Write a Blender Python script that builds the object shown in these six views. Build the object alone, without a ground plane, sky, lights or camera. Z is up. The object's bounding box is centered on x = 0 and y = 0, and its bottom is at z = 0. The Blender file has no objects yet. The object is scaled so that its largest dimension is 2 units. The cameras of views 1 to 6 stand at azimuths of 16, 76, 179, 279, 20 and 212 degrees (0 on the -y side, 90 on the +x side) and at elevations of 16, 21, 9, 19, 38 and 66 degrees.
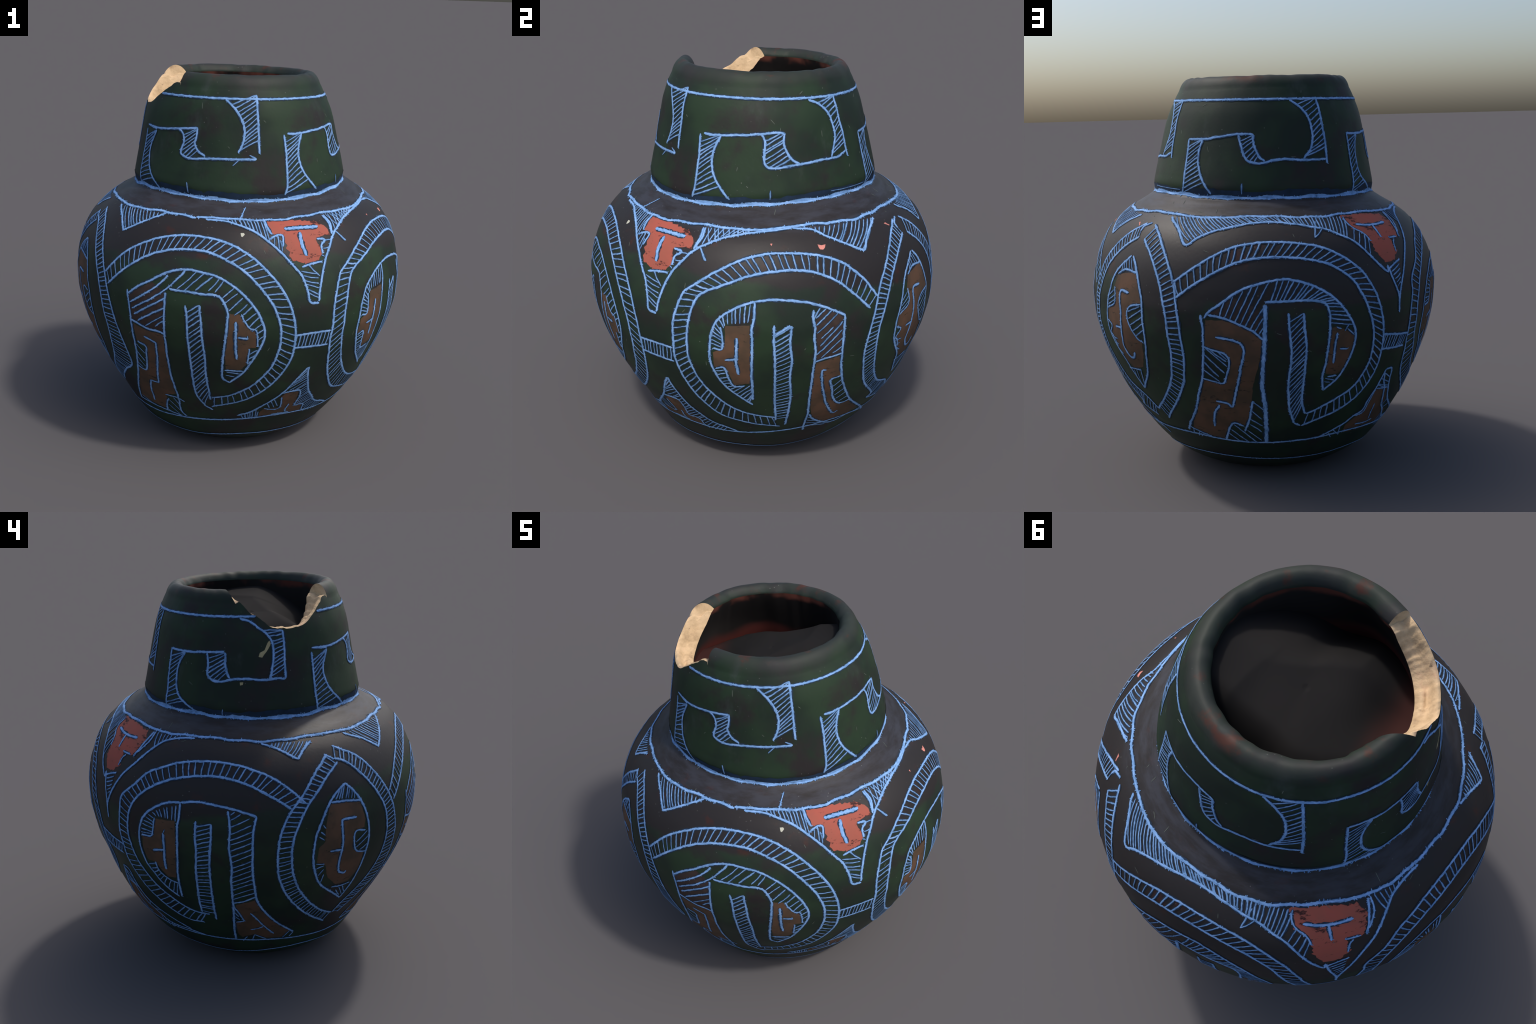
"""Hand-made clay jar: round belly, flaring collar with a broken lip, dark
green / black slip, pale-blue incised scroll ornament and red-ochre paint.

Every drawn mark is given in jar coordinates (azimuth in degrees, height on the
profile) and laid on the same analytic surface that the shell is built from."""
import bpy, bmesh, math, random
from mathutils import Vector, noise
from mathutils.geometry import delaunay_2d_cdt

random.seed(7)

# ------------------------------------------------------------------ the form
# outer profile of the jar: (height, radius)
PROFILE = [(0.0, .30), (.006, .378), (.03, .433), (.07, .498), (.12, .557), (.2, .620),
           (.3, .684), (.4, .744), (.55, .814), (.7, .8695), (.85, .8975), (.93, .8995),
           (1.0, .8915), (1.1, .867), (1.2, .821), (1.28, .757), (1.34, .677), (1.385, .602),
           (1.411, .5685), (1.45, .5735), (1.5, .5655), (1.6, .5446), (1.7, .523), (1.8, .4965),
           (1.88, .464), (1.93, .440), (1.965, .418)]
CREASE = 1.411            # where the collar stands on the shoulder
LIP_START = 1.93          # collar wall turns into the rounded lip
TILT_X, TILT_Y = .0186, .0016   # the shoulder leans a little


class Curve1D:
    """monotone cubic through control points (a lathe template)"""
    def __init__(self, pts):
        self.x = [p[0] for p in pts]
        self.y = [p[1] for p in pts]
        x, y, n = self.x, self.y, len(pts)
        h = [x[i + 1] - x[i] for i in range(n - 1)]
        d = [(y[i + 1] - y[i]) / h[i] for i in range(n - 1)]
        m = [0.0] * n
        m[0], m[-1] = d[0], d[-1]
        for i in range(1, n - 1):
            if d[i - 1] * d[i] > 0:
                a, b = 2 * h[i] + h[i - 1], h[i] + 2 * h[i - 1]
                m[i] = (a + b) / (a / d[i - 1] + b / d[i])
        self.h, self.m = h, m

    def __call__(self, v):
        x, y, h, m = self.x, self.y, self.h, self.m
        v = min(max(v, x[0]), x[-1])
        lo, hi = 0, len(h) - 1
        while lo < hi:
            k = (lo + hi + 1) // 2
            if x[k] <= v:
                lo = k
            else:
                hi = k - 1
        t = (v - x[lo]) / h[lo]
        return ((2 * t**3 - 3 * t * t + 1) * y[lo] + (t**3 - 2 * t * t + t) * h[lo] * m[lo]
                + (3 * t * t - 2 * t**3) * y[lo + 1] + (t**3 - t * t) * h[lo] * m[lo + 1])


radius_at = Curve1D(PROFILE)


def smooth(v, a, b):
    t = min(max((v - a) / (b - a), 0), 1)
    return t * t * (3 - 2 * t)


def axis_at(z):
    q = z - .9
    low = 1 - smooth(z, .04, .32)          # the foot is set a little forward
    return .0015 - .004 * q - .0227 * q * q, .0009 - .006 * q + .0023 * q * q - .020 * low


def wobble(az, z):
    """hand-built unevenness of the wall"""
    a = math.radians(az)
    p = Vector((math.sin(a) * 1.6, math.cos(a) * 1.6, z * 2.2))
    q = Vector((math.sin(a) * 5, math.cos(a) * 5, z * 7 + 3))
    bulge = .010 * math.cos(a - 3.05) * smooth(z, .08, .2) * (1 - smooth(z, .3, .6))   # belly sags to the rear
    bulge += (.011 * max(0, math.cos(a - .38))**2 + .004 * max(0, -math.cos(a - .38))**2) * smooth(z, 1.72, 1.88)              # mouth is not quite round
    bulge -= .004 * math.exp(-((z - 1.6) / .12)**2) * max(0, math.cos(a - .2))
    return .0045 * noise.noise(p) + .0020 * noise.noise(q) + bulge


# the joint between shoulder and collar runs up and down round the jar: (azimuth, rise)
JOINT = Curve1D([(0, -.008), (24, -.018), (60, -.009), (85, .004), (125, .013), (160, .002), (190, .003), (215, .003),
                 (245, .006), (269, -.001), (300, -.004), (320, .006), (345, .0), (360, -.008)])


def place(az, z, r):
    """jar coordinates -> world, for any radius r"""
    a = math.radians(az)
    x, y = r * math.sin(a), -r * math.cos(a)
    cx, cy = axis_at(z)
    lean = smooth(z, .9, 1.3) * (1 - smooth(z, 1.5, 1.8))
    z += .03 * max(0, y) * (1 - smooth(z, 0, .15))   # underside is tilted, higher at the rear
    rise = JOINT(az % 360) * smooth(z, 1.28, 1.4) * (1 - smooth(z, 1.45, 1.6))
    return Vector((x + cx, y + cy, z + (TILT_X * x + TILT_Y * y) * lean + rise))


def wall(az, z):
    return place(az, z, radius_at(z) + wobble(az, z) * smooth(z, 0, .05))


def wall_frame(az, z):
    """point on the outer wall, its tangents (around, up) and its normal"""
    p = wall(az, z)
    around = (wall(az + .3, z) - wall(az - .3, z)).normalized()
    up = (wall(az, z + .003) - wall(az, z - .003)).normalized()
    return p, around, up, around.cross(up).normalized()


# ------------------------------------------------------------- the broken lip
# height of the break along the outer and the inner edge of the wall
BREAK_OUT = Curve1D([(269.5, 1.945), (271.5, 1.936), (273.7, 1.922), (281.5, 1.876), (286, 1.848), (290.5, 1.825),
                     (299, 1.814), (306, 1.820), (312, 1.836), (317, 1.864), (321, 1.882),
                     (326, 1.912), (331, 1.938), (336.5, 1.95)])
BREAK_START, BREAK_END = 270.0, 336.5


def lip_top(az):
    a = math.radians(az)
    return (1.989 + .006 * math.cos(a - .3) + .007 * noise.noise(Vector((math.sin(a) * 2, math.cos(a) * 2, 5)))
            + .005 * noise.noise(Vector((math.sin(a) * 7, math.cos(a) * 7, 8))))


def skew(az):
    """the break runs obliquely through the wall: inner edge lags the outer one"""
    d = (az - BREAK_START + 180) % 360 - 180
    return 15 * (smooth(d, -45, 0) if d < 0 else 1 - smooth(d, 0, 45))

# ------------------------------------------------------------------ materials
def make_material(name, build, roughness=.52, specular=.25):
    mat = bpy.data.materials.new(name)
    mat.use_nodes = True
    nt = mat.node_tree
    bsdf = nt.nodes['Principled BSDF']
    bsdf.inputs['Roughness'].default_value = roughness
    bsdf.inputs['Specular IOR Level'].default_value = specular
    build(Nodes(nt), bsdf)
    return mat


class Nodes:
    """small helper for wiring procedural textures on Object coordinates"""
    def __init__(self, nt):
        self.nt = nt
        self.coord = nt.nodes.new('ShaderNodeTexCoord').outputs['Object']

    def link(self, a, b):
        self.nt.links.new(a, b)

    def noise(self, scale, detail=4, rough=.55, stretch=None):
        n = self.nt.nodes.new('ShaderNodeTexNoise')
        n.inputs['Scale'].default_value = scale
        n.inputs['Detail'].default_value = detail
        n.inputs['Roughness'].default_value = rough
        src = self.coord
        if stretch:
            m = self.nt.nodes.new('ShaderNodeMapping')
            m.inputs['Scale'].default_value = stretch
            self.link(src, m.inputs['Vector'])
            src = m.outputs['Vector']
        self.link(src, n.inputs['Vector'])
        return n.outputs['Fac']

    def voronoi(self, scale):
        n = self.nt.nodes.new('ShaderNodeTexVoronoi')
        n.inputs['Scale'].default_value = scale
        self.link(self.coord, n.inputs['Vector'])
        return n.outputs['Distance']

    def ramp(self, fac, stops):
        n = self.nt.nodes.new('ShaderNodeValToRGB')
        el = n.color_ramp.elements
        while len(el) < len(stops):
            el.new(.5)
        for e, (p, c) in zip(el, stops):
            e.position = p
            e.color = (*c, 1) if len(c) == 3 else c
        self.link(fac, n.inputs['Fac'])
        return n.outputs['Color']

    def mask(self, fac, lo, hi):
        n = self.nt.nodes.new('ShaderNodeMapRange')
        n.interpolation_type = 'SMOOTHSTEP'
        n.inputs['From Min'].default_value = lo
        n.inputs['From Max'].default_value = hi
        self.link(fac, n.inputs['Value'])
        return n.outputs['Result']

    def math(self, op, a, b):
        n = self.nt.nodes.new('ShaderNodeMath')
        n.operation = op
        for s, v in zip(n.inputs, (a, b)):
            if isinstance(v, (int, float)):
                s.default_value = v
            else:
                self.link(v, s)
        return n.outputs[0]

    def mix(self, fac, a, b):
        n = self.nt.nodes.new('ShaderNodeMix')
        n.data_type = 'RGBA'
        for s, v in ((n.inputs[0], fac), (n.inputs[6], a), (n.inputs[7], b)):
            if isinstance(v, (int, float)):
                s.default_value = v
            elif isinstance(v, tuple):
                s.default_value = (*v, 1)
            else:
                self.link(v, s)
        return n.outputs[2]

    def axes(self):
        n = self.nt.nodes.new('ShaderNodeSeparateXYZ')
        self.link(self.coord, n.inputs[0])
        return n.outputs

    def bump(self, height, strength, bsdf, dist=.004):
        n = self.nt.nodes.new('ShaderNodeBump')
        n.inputs['Strength'].default_value = strength
        n.inputs['Distance'].default_value = dist
        self.link(height, n.inputs['Height'])
        self.link(n.outputs['Normal'], bsdf.inputs['Normal'])


GREEN = (.017, .034, .018)
DARK_GREEN = (.012, .021, .015)
BROWN_BLACK = (.019, .0165, .017)
SLATE = (.033, .034, .043)


def slip_green(n, bsdf):
    c = n.mix(n.mask(n.noise(2.6, 3), .42, .62), GREEN, DARK_GREEN)
    c = n.mix(n.mask(n.noise(3.4, 5, .6), .50, .66), c, BROWN_BLACK)
    return c


def specks(n, c):
    s = n.mask(n.voronoi(34), .11, .05)
    s = n.math('MULTIPLY', s, n.mask(n.noise(7, 4), .52, .62))
    return n.mix(n.math('MULTIPLY', s, .45), c, (.20, .20, .19))


def build_belly(n, bsdf):
    c = slip_green(n, bsdf)
    x, y, z = n.axes()
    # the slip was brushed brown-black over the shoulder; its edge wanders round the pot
    edge = n.math('ADD', n.math('MULTIPLY', y, -.12), n.math('MULTIPLY', x, .07))
    h = n.math('SUBTRACT', n.math('SUBTRACT', z, edge), n.math('MULTIPLY', n.noise(6, 3), .08))
    c = n.mix(n.mask(h, 1.01, 1.04), c, n.mix(n.mask(n.noise(9, 5, .6), .58, .75), BROWN_BLACK, (.045, .016, .012)))
    # ledge under the collar, tinted slate for its blue-grey sheen
    h2 = n.math('SUBTRACT', z, n.math('MULTIPLY', n.noise(3, 2), .06))
    streak = n.mask(n.noise(7, 5, .65, (1, 1, 6)), .32, .66)
    c = n.mix(n.math('MULTIPLY', n.mask(h2, 1.285, 1.32), streak), c, SLATE)
    n.link(specks(n, c), bsdf.inputs['Base Color'])
    n.bump(n.noise(60, 4), .12, bsdf)


def build_collar(n, bsdf):
    c = slip_green(n, bsdf)
    c = n.mix(n.math('MULTIPLY', n.mask(n.noise(4.5, 5, .65, (1, 1, .5)), .55, .75), .7), c, (.044, .056, .052))  # pale blotches coloured in for hazy highlights on the collar
    # the lip is rubbed grey and rusty by handling
    z = n.axes()[2]
    rub = n.math('ADD', z, n.math('MULTIPLY', n.noise(4, 4), .14))
    c = n.mix(n.math('MULTIPLY', n.mask(rub, 1.99, 2.06), .6), c, (.030, .030, .031))
    rust = n.math('MULTIPLY', n.mask(z, 1.94, 1.975), n.mask(n.noise(9, 5, .6), .54, .68))
    c = n.mix(rust, c, (.060, .024, .017))
    n.link(specks(n, c), bsdf.inputs['Base Color'])
    n.bump(n.noise(60, 4), .12, bsdf)


def build_inner(n, bsdf):
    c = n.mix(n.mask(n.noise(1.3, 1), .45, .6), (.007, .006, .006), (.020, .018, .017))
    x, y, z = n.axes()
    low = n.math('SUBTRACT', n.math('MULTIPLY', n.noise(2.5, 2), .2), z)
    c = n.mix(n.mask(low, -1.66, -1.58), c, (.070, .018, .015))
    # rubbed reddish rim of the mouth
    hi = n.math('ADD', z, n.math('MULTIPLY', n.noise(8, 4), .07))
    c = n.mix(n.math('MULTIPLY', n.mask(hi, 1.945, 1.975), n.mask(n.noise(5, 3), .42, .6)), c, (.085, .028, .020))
    n.link(c, bsdf.inputs['Base Color'])


def build_fill_mat(n, bsdf):
    x, y, z = n.axes()
    c = n.mix(n.mask(n.noise(1.6, 1), .35, .65), (.013, .0125, .0125), (.019, .0175, .017))
    north = n.math('ADD', y, n.math('MULTIPLY', n.noise(2.2, 1), .12))
    c = n.mix(n.mask(north, .36, .42), c, (.065, .017, .015))
    west = n.math('ADD', n.math('MULTIPLY', x, -1), n.math('MULTIPLY', n.noise(2.2, 1), .12))
    c = n.mix(n.mask(west, .30, .42), c, (.04, .016, .014))
    n.link(c, bsdf.inputs['Base Color'])


def build_clay(n, bsdf):
    c = n.ramp(n.noise(9, 6, .65), [(.25, (.24, .16, .10)), (.42, (.47, .33, .19)), (.6, (.60, .43, .26)), (.78, (.58, .34, .22))])
    c = n.mix(n.math('MULTIPLY', n.mask(n.noise(16, 5, .7), .60, .72), .75), c, (.13, .085, .055))
    n.link(c, bsdf.inputs['Base Color'])
    n.bump(n.noise(38, 5), .5, bsdf, .01)


def build_line(n, bsdf):
    c = n.ramp(n.noise(28, 4, .6), [(.26, (.06, .12, .25)), (.38, (.14, .28, .53)), (.55, (.20, .37, .68)), (.74, (.29, .46, .80))])
    n.link(c, bsdf.inputs['Base Color'])


def build_rung(n, bsdf):
    c = n.ramp(n.noise(22, 4, .6), [(.3, (.075, .16, .31)), (.5, (.14, .27, .50)), (.72, (.22, .37, .64))])
    n.link(c, bsdf.inputs['Base Color'])


def build_halo(n, bsdf):
    n.link(n.ramp(n.noise(20, 3), [(.3, (.012, .024, .040)), (.7, (.018, .036, .075))]), bsdf.inputs['Base Color'])


def paint(core, worn, dark, cut):
    def build(n, bsdf):
        streaks = n.noise(14, 6, .7, (1, 1, 3.2))
        c = n.mix(n.mask(n.noise(8, 4), .35, .65), core, worn)
        c = n.mix(n.mask(streaks, cut, cut + .07), c, dark)
        n.link(c, bsdf.inputs['Base Color'])
        n.bump(n.noise(45, 4), .2, bsdf)
    return build


def flat(col):
    def build(n, bsdf):
        n.link(n.ramp(n.noise(30, 3), [(.3, tuple(v * .7 for v in col)), (.7, col)]), bsdf.inputs['Base Color'])
    return build


MAT = dict(
    belly=make_material('green_black_slip', build_belly),
    collar=make_material('green_slip', build_collar, .6, .2),
    inner=make_material('sooty_clay', build_inner, .9, .1),
    fill=make_material('grey_fill', build_fill_mat, .9, .1),
    clay=make_material('bare_clay', build_clay, .9, .2),
    line=make_material('blue_pigment', build_line, .8, .2),
    rung=make_material('faded_blue_pigment', build_rung, .8, .2),
    halo=make_material('painted_navy_glow', build_halo, .8, .2),
    red=make_material('red_paint', paint((.33, .080, .056), (.28, .080, .056), (.045, .014, .012), .57), .75, .25),
    ochre=make_material('ochre_paint', paint((.112, .060, .036), (.072, .046, .029), (.030, .024, .016), .60), .75, .25),
    brown=make_material('brown_stain', flat((.050, .034, .030)), .75, .2),
    scratch=make_material('scratched_slip', flat((.13, .15, .13)), .8, .2),
    bare_clay=make_material('chipped_clay', flat((.42, .36, .20)), .9, .2),
    pale=make_material('pale_chip', flat((.5, .5, .42)), .9, .2),
    pink=make_material('pink_chip', flat((.62, .24, .20)), .9, .2),
)

# ------------------------------------------------------------------ the thing
jar = bpy.data.objects.new('clay_jar', None)
jar['label'] = 'round dark green clay jar with blue scroll ornament and broken lip'
jar['category'] = 'clay pot'
bpy.context.collection.objects.link(jar)


def add_part(name, verts, faces, mats, mat_ids=None, normals=None, parent=None, kind=None):
    me = bpy.data.meshes.new(name)
    me.from_pydata(verts, [], faces)
    for m in mats:
        me.materials.append(m)
    if mat_ids:
        me.polygons.foreach_set('material_index', mat_ids)
    me.polygons.foreach_set('use_smooth', [True] * len(me.polygons))
    if normals:
        me.normals_split_custom_set_from_vertices(normals)
    ob = bpy.data.objects.new(name, me)
    ob.parent = parent or jar
    if kind:
        ob['kind'] = kind
    bpy.context.collection.objects.link(ob)
    return ob


# inner surface of the jar: (height, radius), from the lip down to the floor
INNER = [(1.955, .345), (1.9, .36), (1.8, .395), (1.7, .42), (1.6, .445), (1.5, .46), (1.42, .475), (1.36, .53),
         (1.3, .62), (1.2, .72), (1.0, .79), (.8, .79), (.6, .74), (.4, .64), (.25, .5), (.16, .3), (.13, .12), (.125, 0)]
template_radius = Curve1D(sorted(INNER))


def inner_radius(z, az=300):
    """the wall is thinner on the broken side, thick and straight elsewhere"""
    r = template_radius(z)
    d = abs((az - 280 + 180) % 360 - 180)
    if z > 1.35:
        straight = .347 + .012 * (1 - smooth(z, 1.75, 1.95))
        r = r + (min(r, straight) - r) * smooth(d, 68, 105)
    return r


def build_shell():
    azs = [i * .5 for i in range(720)]
    for e, half in ((BREAK_START, 1.0), (BREAK_END, .5)):
        azs = [a for a in azs if abs(a - e) > half + .1] + [e - half, e + half]
    azs.sort()
    n_body, n_collar, n_lip, n_inner = 150, 64, 16, 70
    # belly rows evenly along the profile
    prof = [(radius_at(CREASE * i / 2000), CREASE * i / 2000) for i in range(2001)]
    acc = [0]
    for a, b in zip(prof, prof[1:]):
        acc.append(acc[-1] + math.dist(a, b))
    rows, k = [], 0
    for i in range(n_body + 1):
        t = acc[-1] * i / n_body
        while k < 1999 and acc[k + 1] < t:
            k += 1
        rows.append(prof[k][1] + (t - acc[k]) / max(acc[k + 1] - acc[k], 1e-9) * (prof[k + 1][1] - prof[k][1]))
    rows[-1] = CREASE
    grid = []
    for az in azs:
        col = [place(az, 0, .30 * j / 6) for j in range(1, 6)]
        col += [wall(az, z) for z in rows]
        broken = BREAK_START < az < BREAK_END
        a = math.radians(az)
        rag = noise.noise(Vector((az * .16, 1, 0))) * .009 + noise.noise(Vector((az * .55, 4, 0))) * .003
        lag = skew(az)
        top = LIP_START
        if broken:
            top = min(BREAK_OUT(az) + rag, LIP_START + .012)
        col += [wall(az, CREASE + (top - CREASE) * i / n_collar) for i in range(1, n_collar + 1)]
        r0 = radius_at(top) + wobble(az, top)
        if broken:
            ends = smooth(az, BREAK_START, BREAK_START + 22) * (1 - smooth(az, BREAK_END - 16, BREAK_END))
            zi = top + .004 - .05 * ends + .008 * noise.noise(Vector((az * .5, 9, 0)))
            ri = inner_radius(zi, az)
            for i in range(1, n_lip + 1):
                t = i / n_lip
                s = math.sin(math.pi * t)
                dip = s * (.010 * math.cos(t * 7) + .010 * noise.noise(Vector((az * .10, t * 3, 7))) + .004 * noise.noise(Vector((az * .4, t * 7, 2))))
                # a narrow outward chip along the outer edge, then the face falls inwards
                dip += .009 * math.sin(math.pi * min(t / .45, 1)) * (.15 + .85 * ends)
                col.append(place(az - lag * t, top + (zi - top) * t + dip, r0 + (ri - r0) * t))
        else:
            zi, ri = LIP_START + .018, .348 + .010 * noise.noise(Vector((math.sin(a) * 2, math.cos(a) * 2, 1))) + .007 * noise.noise(Vector((math.sin(a) * 6, math.cos(a) * 6, 4)))
            h = lip_top(az)
            # rounded lip: a bezier arch that leaves the collar along its slope
            b = [(r0, top), (r0 - .018, h + .008), (ri + .024, h + .026), (ri, zi)]
            for i in range(1, n_lip + 1):
                t = i / n_lip
                k = ((1 - t)**3, 3 * t * (1 - t)**2, 3 * t * t * (1 - t), t**3)
                col.append(place(az - lag * t, sum(q * p[1] for q, p in zip(k, b)), sum(q * p[0] for q, p in zip(k, b))))
        for i in range(1, n_inner + 1):
            t = i / n_inner
            # walk down the inner template by arc
            z = zi + (INNER[-1][0] - zi) * (1 - (1 - t) ** 1.35)
            r = inner_radius(z, az) if i < n_inner else 0.02
            if i < 12:
                r += (ri - inner_radius(zi, az)) * (1 - i / 12)
            col.append(place(az - lag * (1 - t), z, r))
        grid.append(col)
    nc, nr = len(azs), len(grid[0])
    verts = [v for c in grid for v in c]
    first_collar = 5 + n_body
    first_lip = first_collar + n_collar
    first_inner = first_lip + n_lip
    region = {k: [] for k in ('belly', 'collar', 'lip', 'broken_edge', 'inner_wall')}
    for c in range(nc):
        d = (c + 1) % nc
        m = (azs[c] + ((azs[d] - azs[c]) % 360) / 2) % 360
        broken = BREAK_START - .2 < m < BREAK_END + .2
        for r in range(nr - 1):
            q = (c * nr + r, d * nr + r, d * nr + r + 1, c * nr + r + 1)
            if r < first_collar:
                k = 'belly'
            elif r < first_lip:
                k = 'collar'
            elif r < first_inner:
                k = 'broken_edge' if broken else 'lip'
            else:
                k = 'inner_wall'
            region[k].append(q)
    # close the underside and the floor
    verts += [place(0, 0, 0), place(0, INNER[-1][0], 0)]
    under, floor = len(verts) - 2, len(verts) - 1
    for c in range(nc):
        d = (c + 1) % nc
        region['belly'].append((under, d * nr, c * nr))
        region['inner_wall'].append((floor, c * nr + nr - 1, d * nr + nr - 1))

    def part(name, keys_for_normals, mat):
        acc_n = {}
        for k in keys_for_normals:
            for f in region[k]:
                p = [verts[i] for i in f]
                nrm = (p[1] - p[0]).cross(p[2] - p[0]) if len(p) == 3 else (p[2] - p[0]).cross(p[3] - p[1])
                for i in f:
                    acc_n[i] = acc_n.get(i, Vector((0, 0, 0))) + nrm
        ids = sorted({i for f in region[name] for i in f})
        new = {i: j for j, i in enumerate(ids)}
        add_part(name, [verts[i] for i in ids], [tuple(new[i] for i in f) for f in region[name]], [mat],
                 normals=[acc_n[i].normalized() for i in ids])

    part('belly', ['belly'], MAT['belly'])
    part('collar', ['collar', 'lip', 'inner_wall'], MAT['collar'])
    part('lip', ['collar', 'lip', 'inner_wall'], MAT['collar'])
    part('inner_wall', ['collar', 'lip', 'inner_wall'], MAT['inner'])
    part('broken_edge', ['broken_edge'], MAT['clay'])


def fill_height(x, y):
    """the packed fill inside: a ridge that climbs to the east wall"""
    z = 1.822 + .22 * x + .4 * max(x, 0)**2 - .06 * y + .010 * noise.noise(Vector((x * 5, y * 5, 3)))
    if z > 1.88:
        z = 1.88 + (z - 1.88) * .35                                     # levels off under the lip
    z -= .10 * math.exp(-((x + .31)**2 + (y + .15)**2) / .022)         # hollow behind the break
    z -= 8 * max(0, y - .2 - .4 * min(x, 0))**2                                          # falls to the rear wall
    south = min(max(-.10 + .7 * x, -.18), .02)
    d = max(0, south - y)
    return z - 12 * d * d / (1 + 12 * d) * (1 - .55 * smooth(x, -.05, .2))  # and steeply to the front wall


def build_fill():
    verts, faces, na, nr = [], [], 144, 40
    verts.append(Vector((-.02, 0, fill_height(-.02, 0))))
    for i in range(na):
        a = i / na * math.tau
        for j in range(1, nr + 1):
            r = j / nr
            x, y = math.sin(a), -math.cos(a)
            z = fill_height(x * .42 * r, y * .42 * r)
            edge = inner_radius(min(max(fill_height(x * .42, y * .42), 1.4), 1.94), math.degrees(a) % 360) + .012
            verts.append(Vector((-.02 + x * edge * r, y * edge * r, z)))
    for i in range(na):
        k = (i + 1) % na
        faces.append((0, 1 + i * nr, 1 + k * nr))
        for j in range(nr - 1):
            faces.append((1 + i * nr + j, 1 + i * nr + j + 1, 1 + k * nr + j + 1, 1 + k * nr + j))
    add_part('inner_fill', verts, faces, [MAT['fill']])


build_shell()
build_fill()

# ------------------------------------------------------- drawing on the jar
DEG = math.radians(1)


def catmull(pts, sharp=False):
    """dense path through the control points, in (azimuth, height)"""
    if len(pts) == 2 or sharp:
        out = []
        for a, b in zip(pts, pts[1:]):
            for i in range(12):
                t = i / 12
                out.append((a[0] + (b[0] - a[0]) * t, a[1] + (b[1] - a[1]) * t))
        return out + [pts[-1]]
    ext = [(2 * pts[0][0] - pts[1][0], 2 * pts[0][1] - pts[1][1])] + list(pts) + \
          [(2 * pts[-1][0] - pts[-2][0], 2 * pts[-1][1] - pts[-2][1])]
    out = []
    for p0, p1, p2, p3 in zip(ext, ext[1:], ext[2:], ext[3:]):
        for i in range(12):
            t = i / 12
            out.append(tuple(.5 * (2 * b + (c - a) * t + (2 * a - 5 * b + 4 * c - d) * t * t
                                   + (3 * b - a - 3 * c + d) * t**3) for a, b, c, d in zip(p0, p1, p2, p3)))
    return out + [tuple(pts[-1])]


def metric(p, q):
    r = radius_at((p[1] + q[1]) / 2)
    slope = 1.0
    dz = q[1] - p[1]
    dr = radius_at(q[1]) - radius_at(p[1])
    return math.sqrt(((q[0] - p[0]) * DEG * r)**2 + dz * dz * slope + dr * dr)


def lengths(path):
    acc = [0]
    for p, q in zip(path, path[1:]):
        acc.append(acc[-1] + metric(p, q))
    return acc


def along(path, acc, s):
    s = min(max(s, 0), acc[-1])
    lo, hi = 0, len(acc) - 2
    while lo < hi:
        k = (lo + hi + 1) // 2
        if acc[k] <= s:
            lo = k
        else:
            hi = k - 1
    t = (s - acc[lo]) / max(acc[lo + 1] - acc[lo], 1e-9)
    return tuple(a + (b - a) * t for a, b in zip(path[lo], path[lo + 1]))


class Ink:
    """collects the strokes of one motif"""
    def __init__(self, name):
        self.name, self.v, self.f, self.m = name, [], [], []
        self.patches = []


inks = []


def motif(name):
    inks.append(Ink(name))


def ribbon(path, w, mat, lift, step=.008, rough=.28, taper=True):
    ink = inks[-1]
    acc = lengths(path)
    n = max(2, int(acc[-1] / step) + 1)
    lift += random.random() * .0004
    seed = random.random() * 100
    fr = []
    for i in range(n + 1):
        p = along(path, acc, acc[-1] * i / n)
        fr.append(wall_frame(p[0], min(max(p[1], .01), 1.958)))
    base = len(ink.v)
    for i, (p, _, _, nm) in enumerate(fr):
        t = (fr[min(i + 1, n)][0] - fr[max(i - 1, 0)][0])
        side = nm.cross(t).normalized()
        k = w * .5 * (1 + rough * 2 * noise.noise(Vector((seed, i * step * 90, 0))))
        k2 = w * .5 * (1 + rough * 2 * noise.noise(Vector((seed, i * step * 90, 9))))
        if taper and (i == 0 or i == n):
            k *= .45
            k2 *= .45
        drift = side * (w * .22 * noise.noise(Vector((seed, i * step * 30, 20))))
        ink.v += [p + drift + side * k + nm * lift, p + drift + nm * (lift + .0006), p + drift - side * k2 + nm * lift]
    for i in range(n):
        a = base + i * 3
        ink.f += [(a, a + 1, a + 4, a + 3), (a + 1, a + 2, a + 5, a + 4)]
        ink.m += [mat, mat]


RAIL_W, RUNG_W = .0086, .0050


def stroke(path, w, burrs=True, ink=0):
    ribbon(path, w * 1.7 + .004, 1, .0011, step=.012, rough=.2)       # dark-blue glow round the line, laid as a wider ribbon
    if burrs:
        ribbon(path, w * 1.2, 2, .0017, rough=.35)                    # dimmer blue layer, blurs the glow into the line
        ribbon(path, w * .72, ink, .0024, rough=.45)                  # bright pigment in its middle
    else:
        ribbon(path, w, ink, .0019, rough=.4)
    if burrs:
        acc = lengths(path)
        for _ in range(int(acc[-1] / .013)):
            s = random.random() * acc[-1]
            p = along(path, acc, s)
            q = along(path, acc, min(s + .004, acc[-1]))
            r = radius_at(p[1])
            tx, ty = (q[0] - p[0]) * DEG * r, q[1] - p[1]
            l = math.hypot(tx, ty) or 1
            ang = math.atan2(ty, tx) + random.choice((-1, 1)) * random.uniform(.7, 1.5)
            d = random.uniform(.006, .011)
            e = (p[0] + d * math.cos(ang) / r / DEG, p[1] + d * math.sin(ang) * .8)
            ribbon([p, e], .0042, 2, .0016, step=.006)


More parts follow.
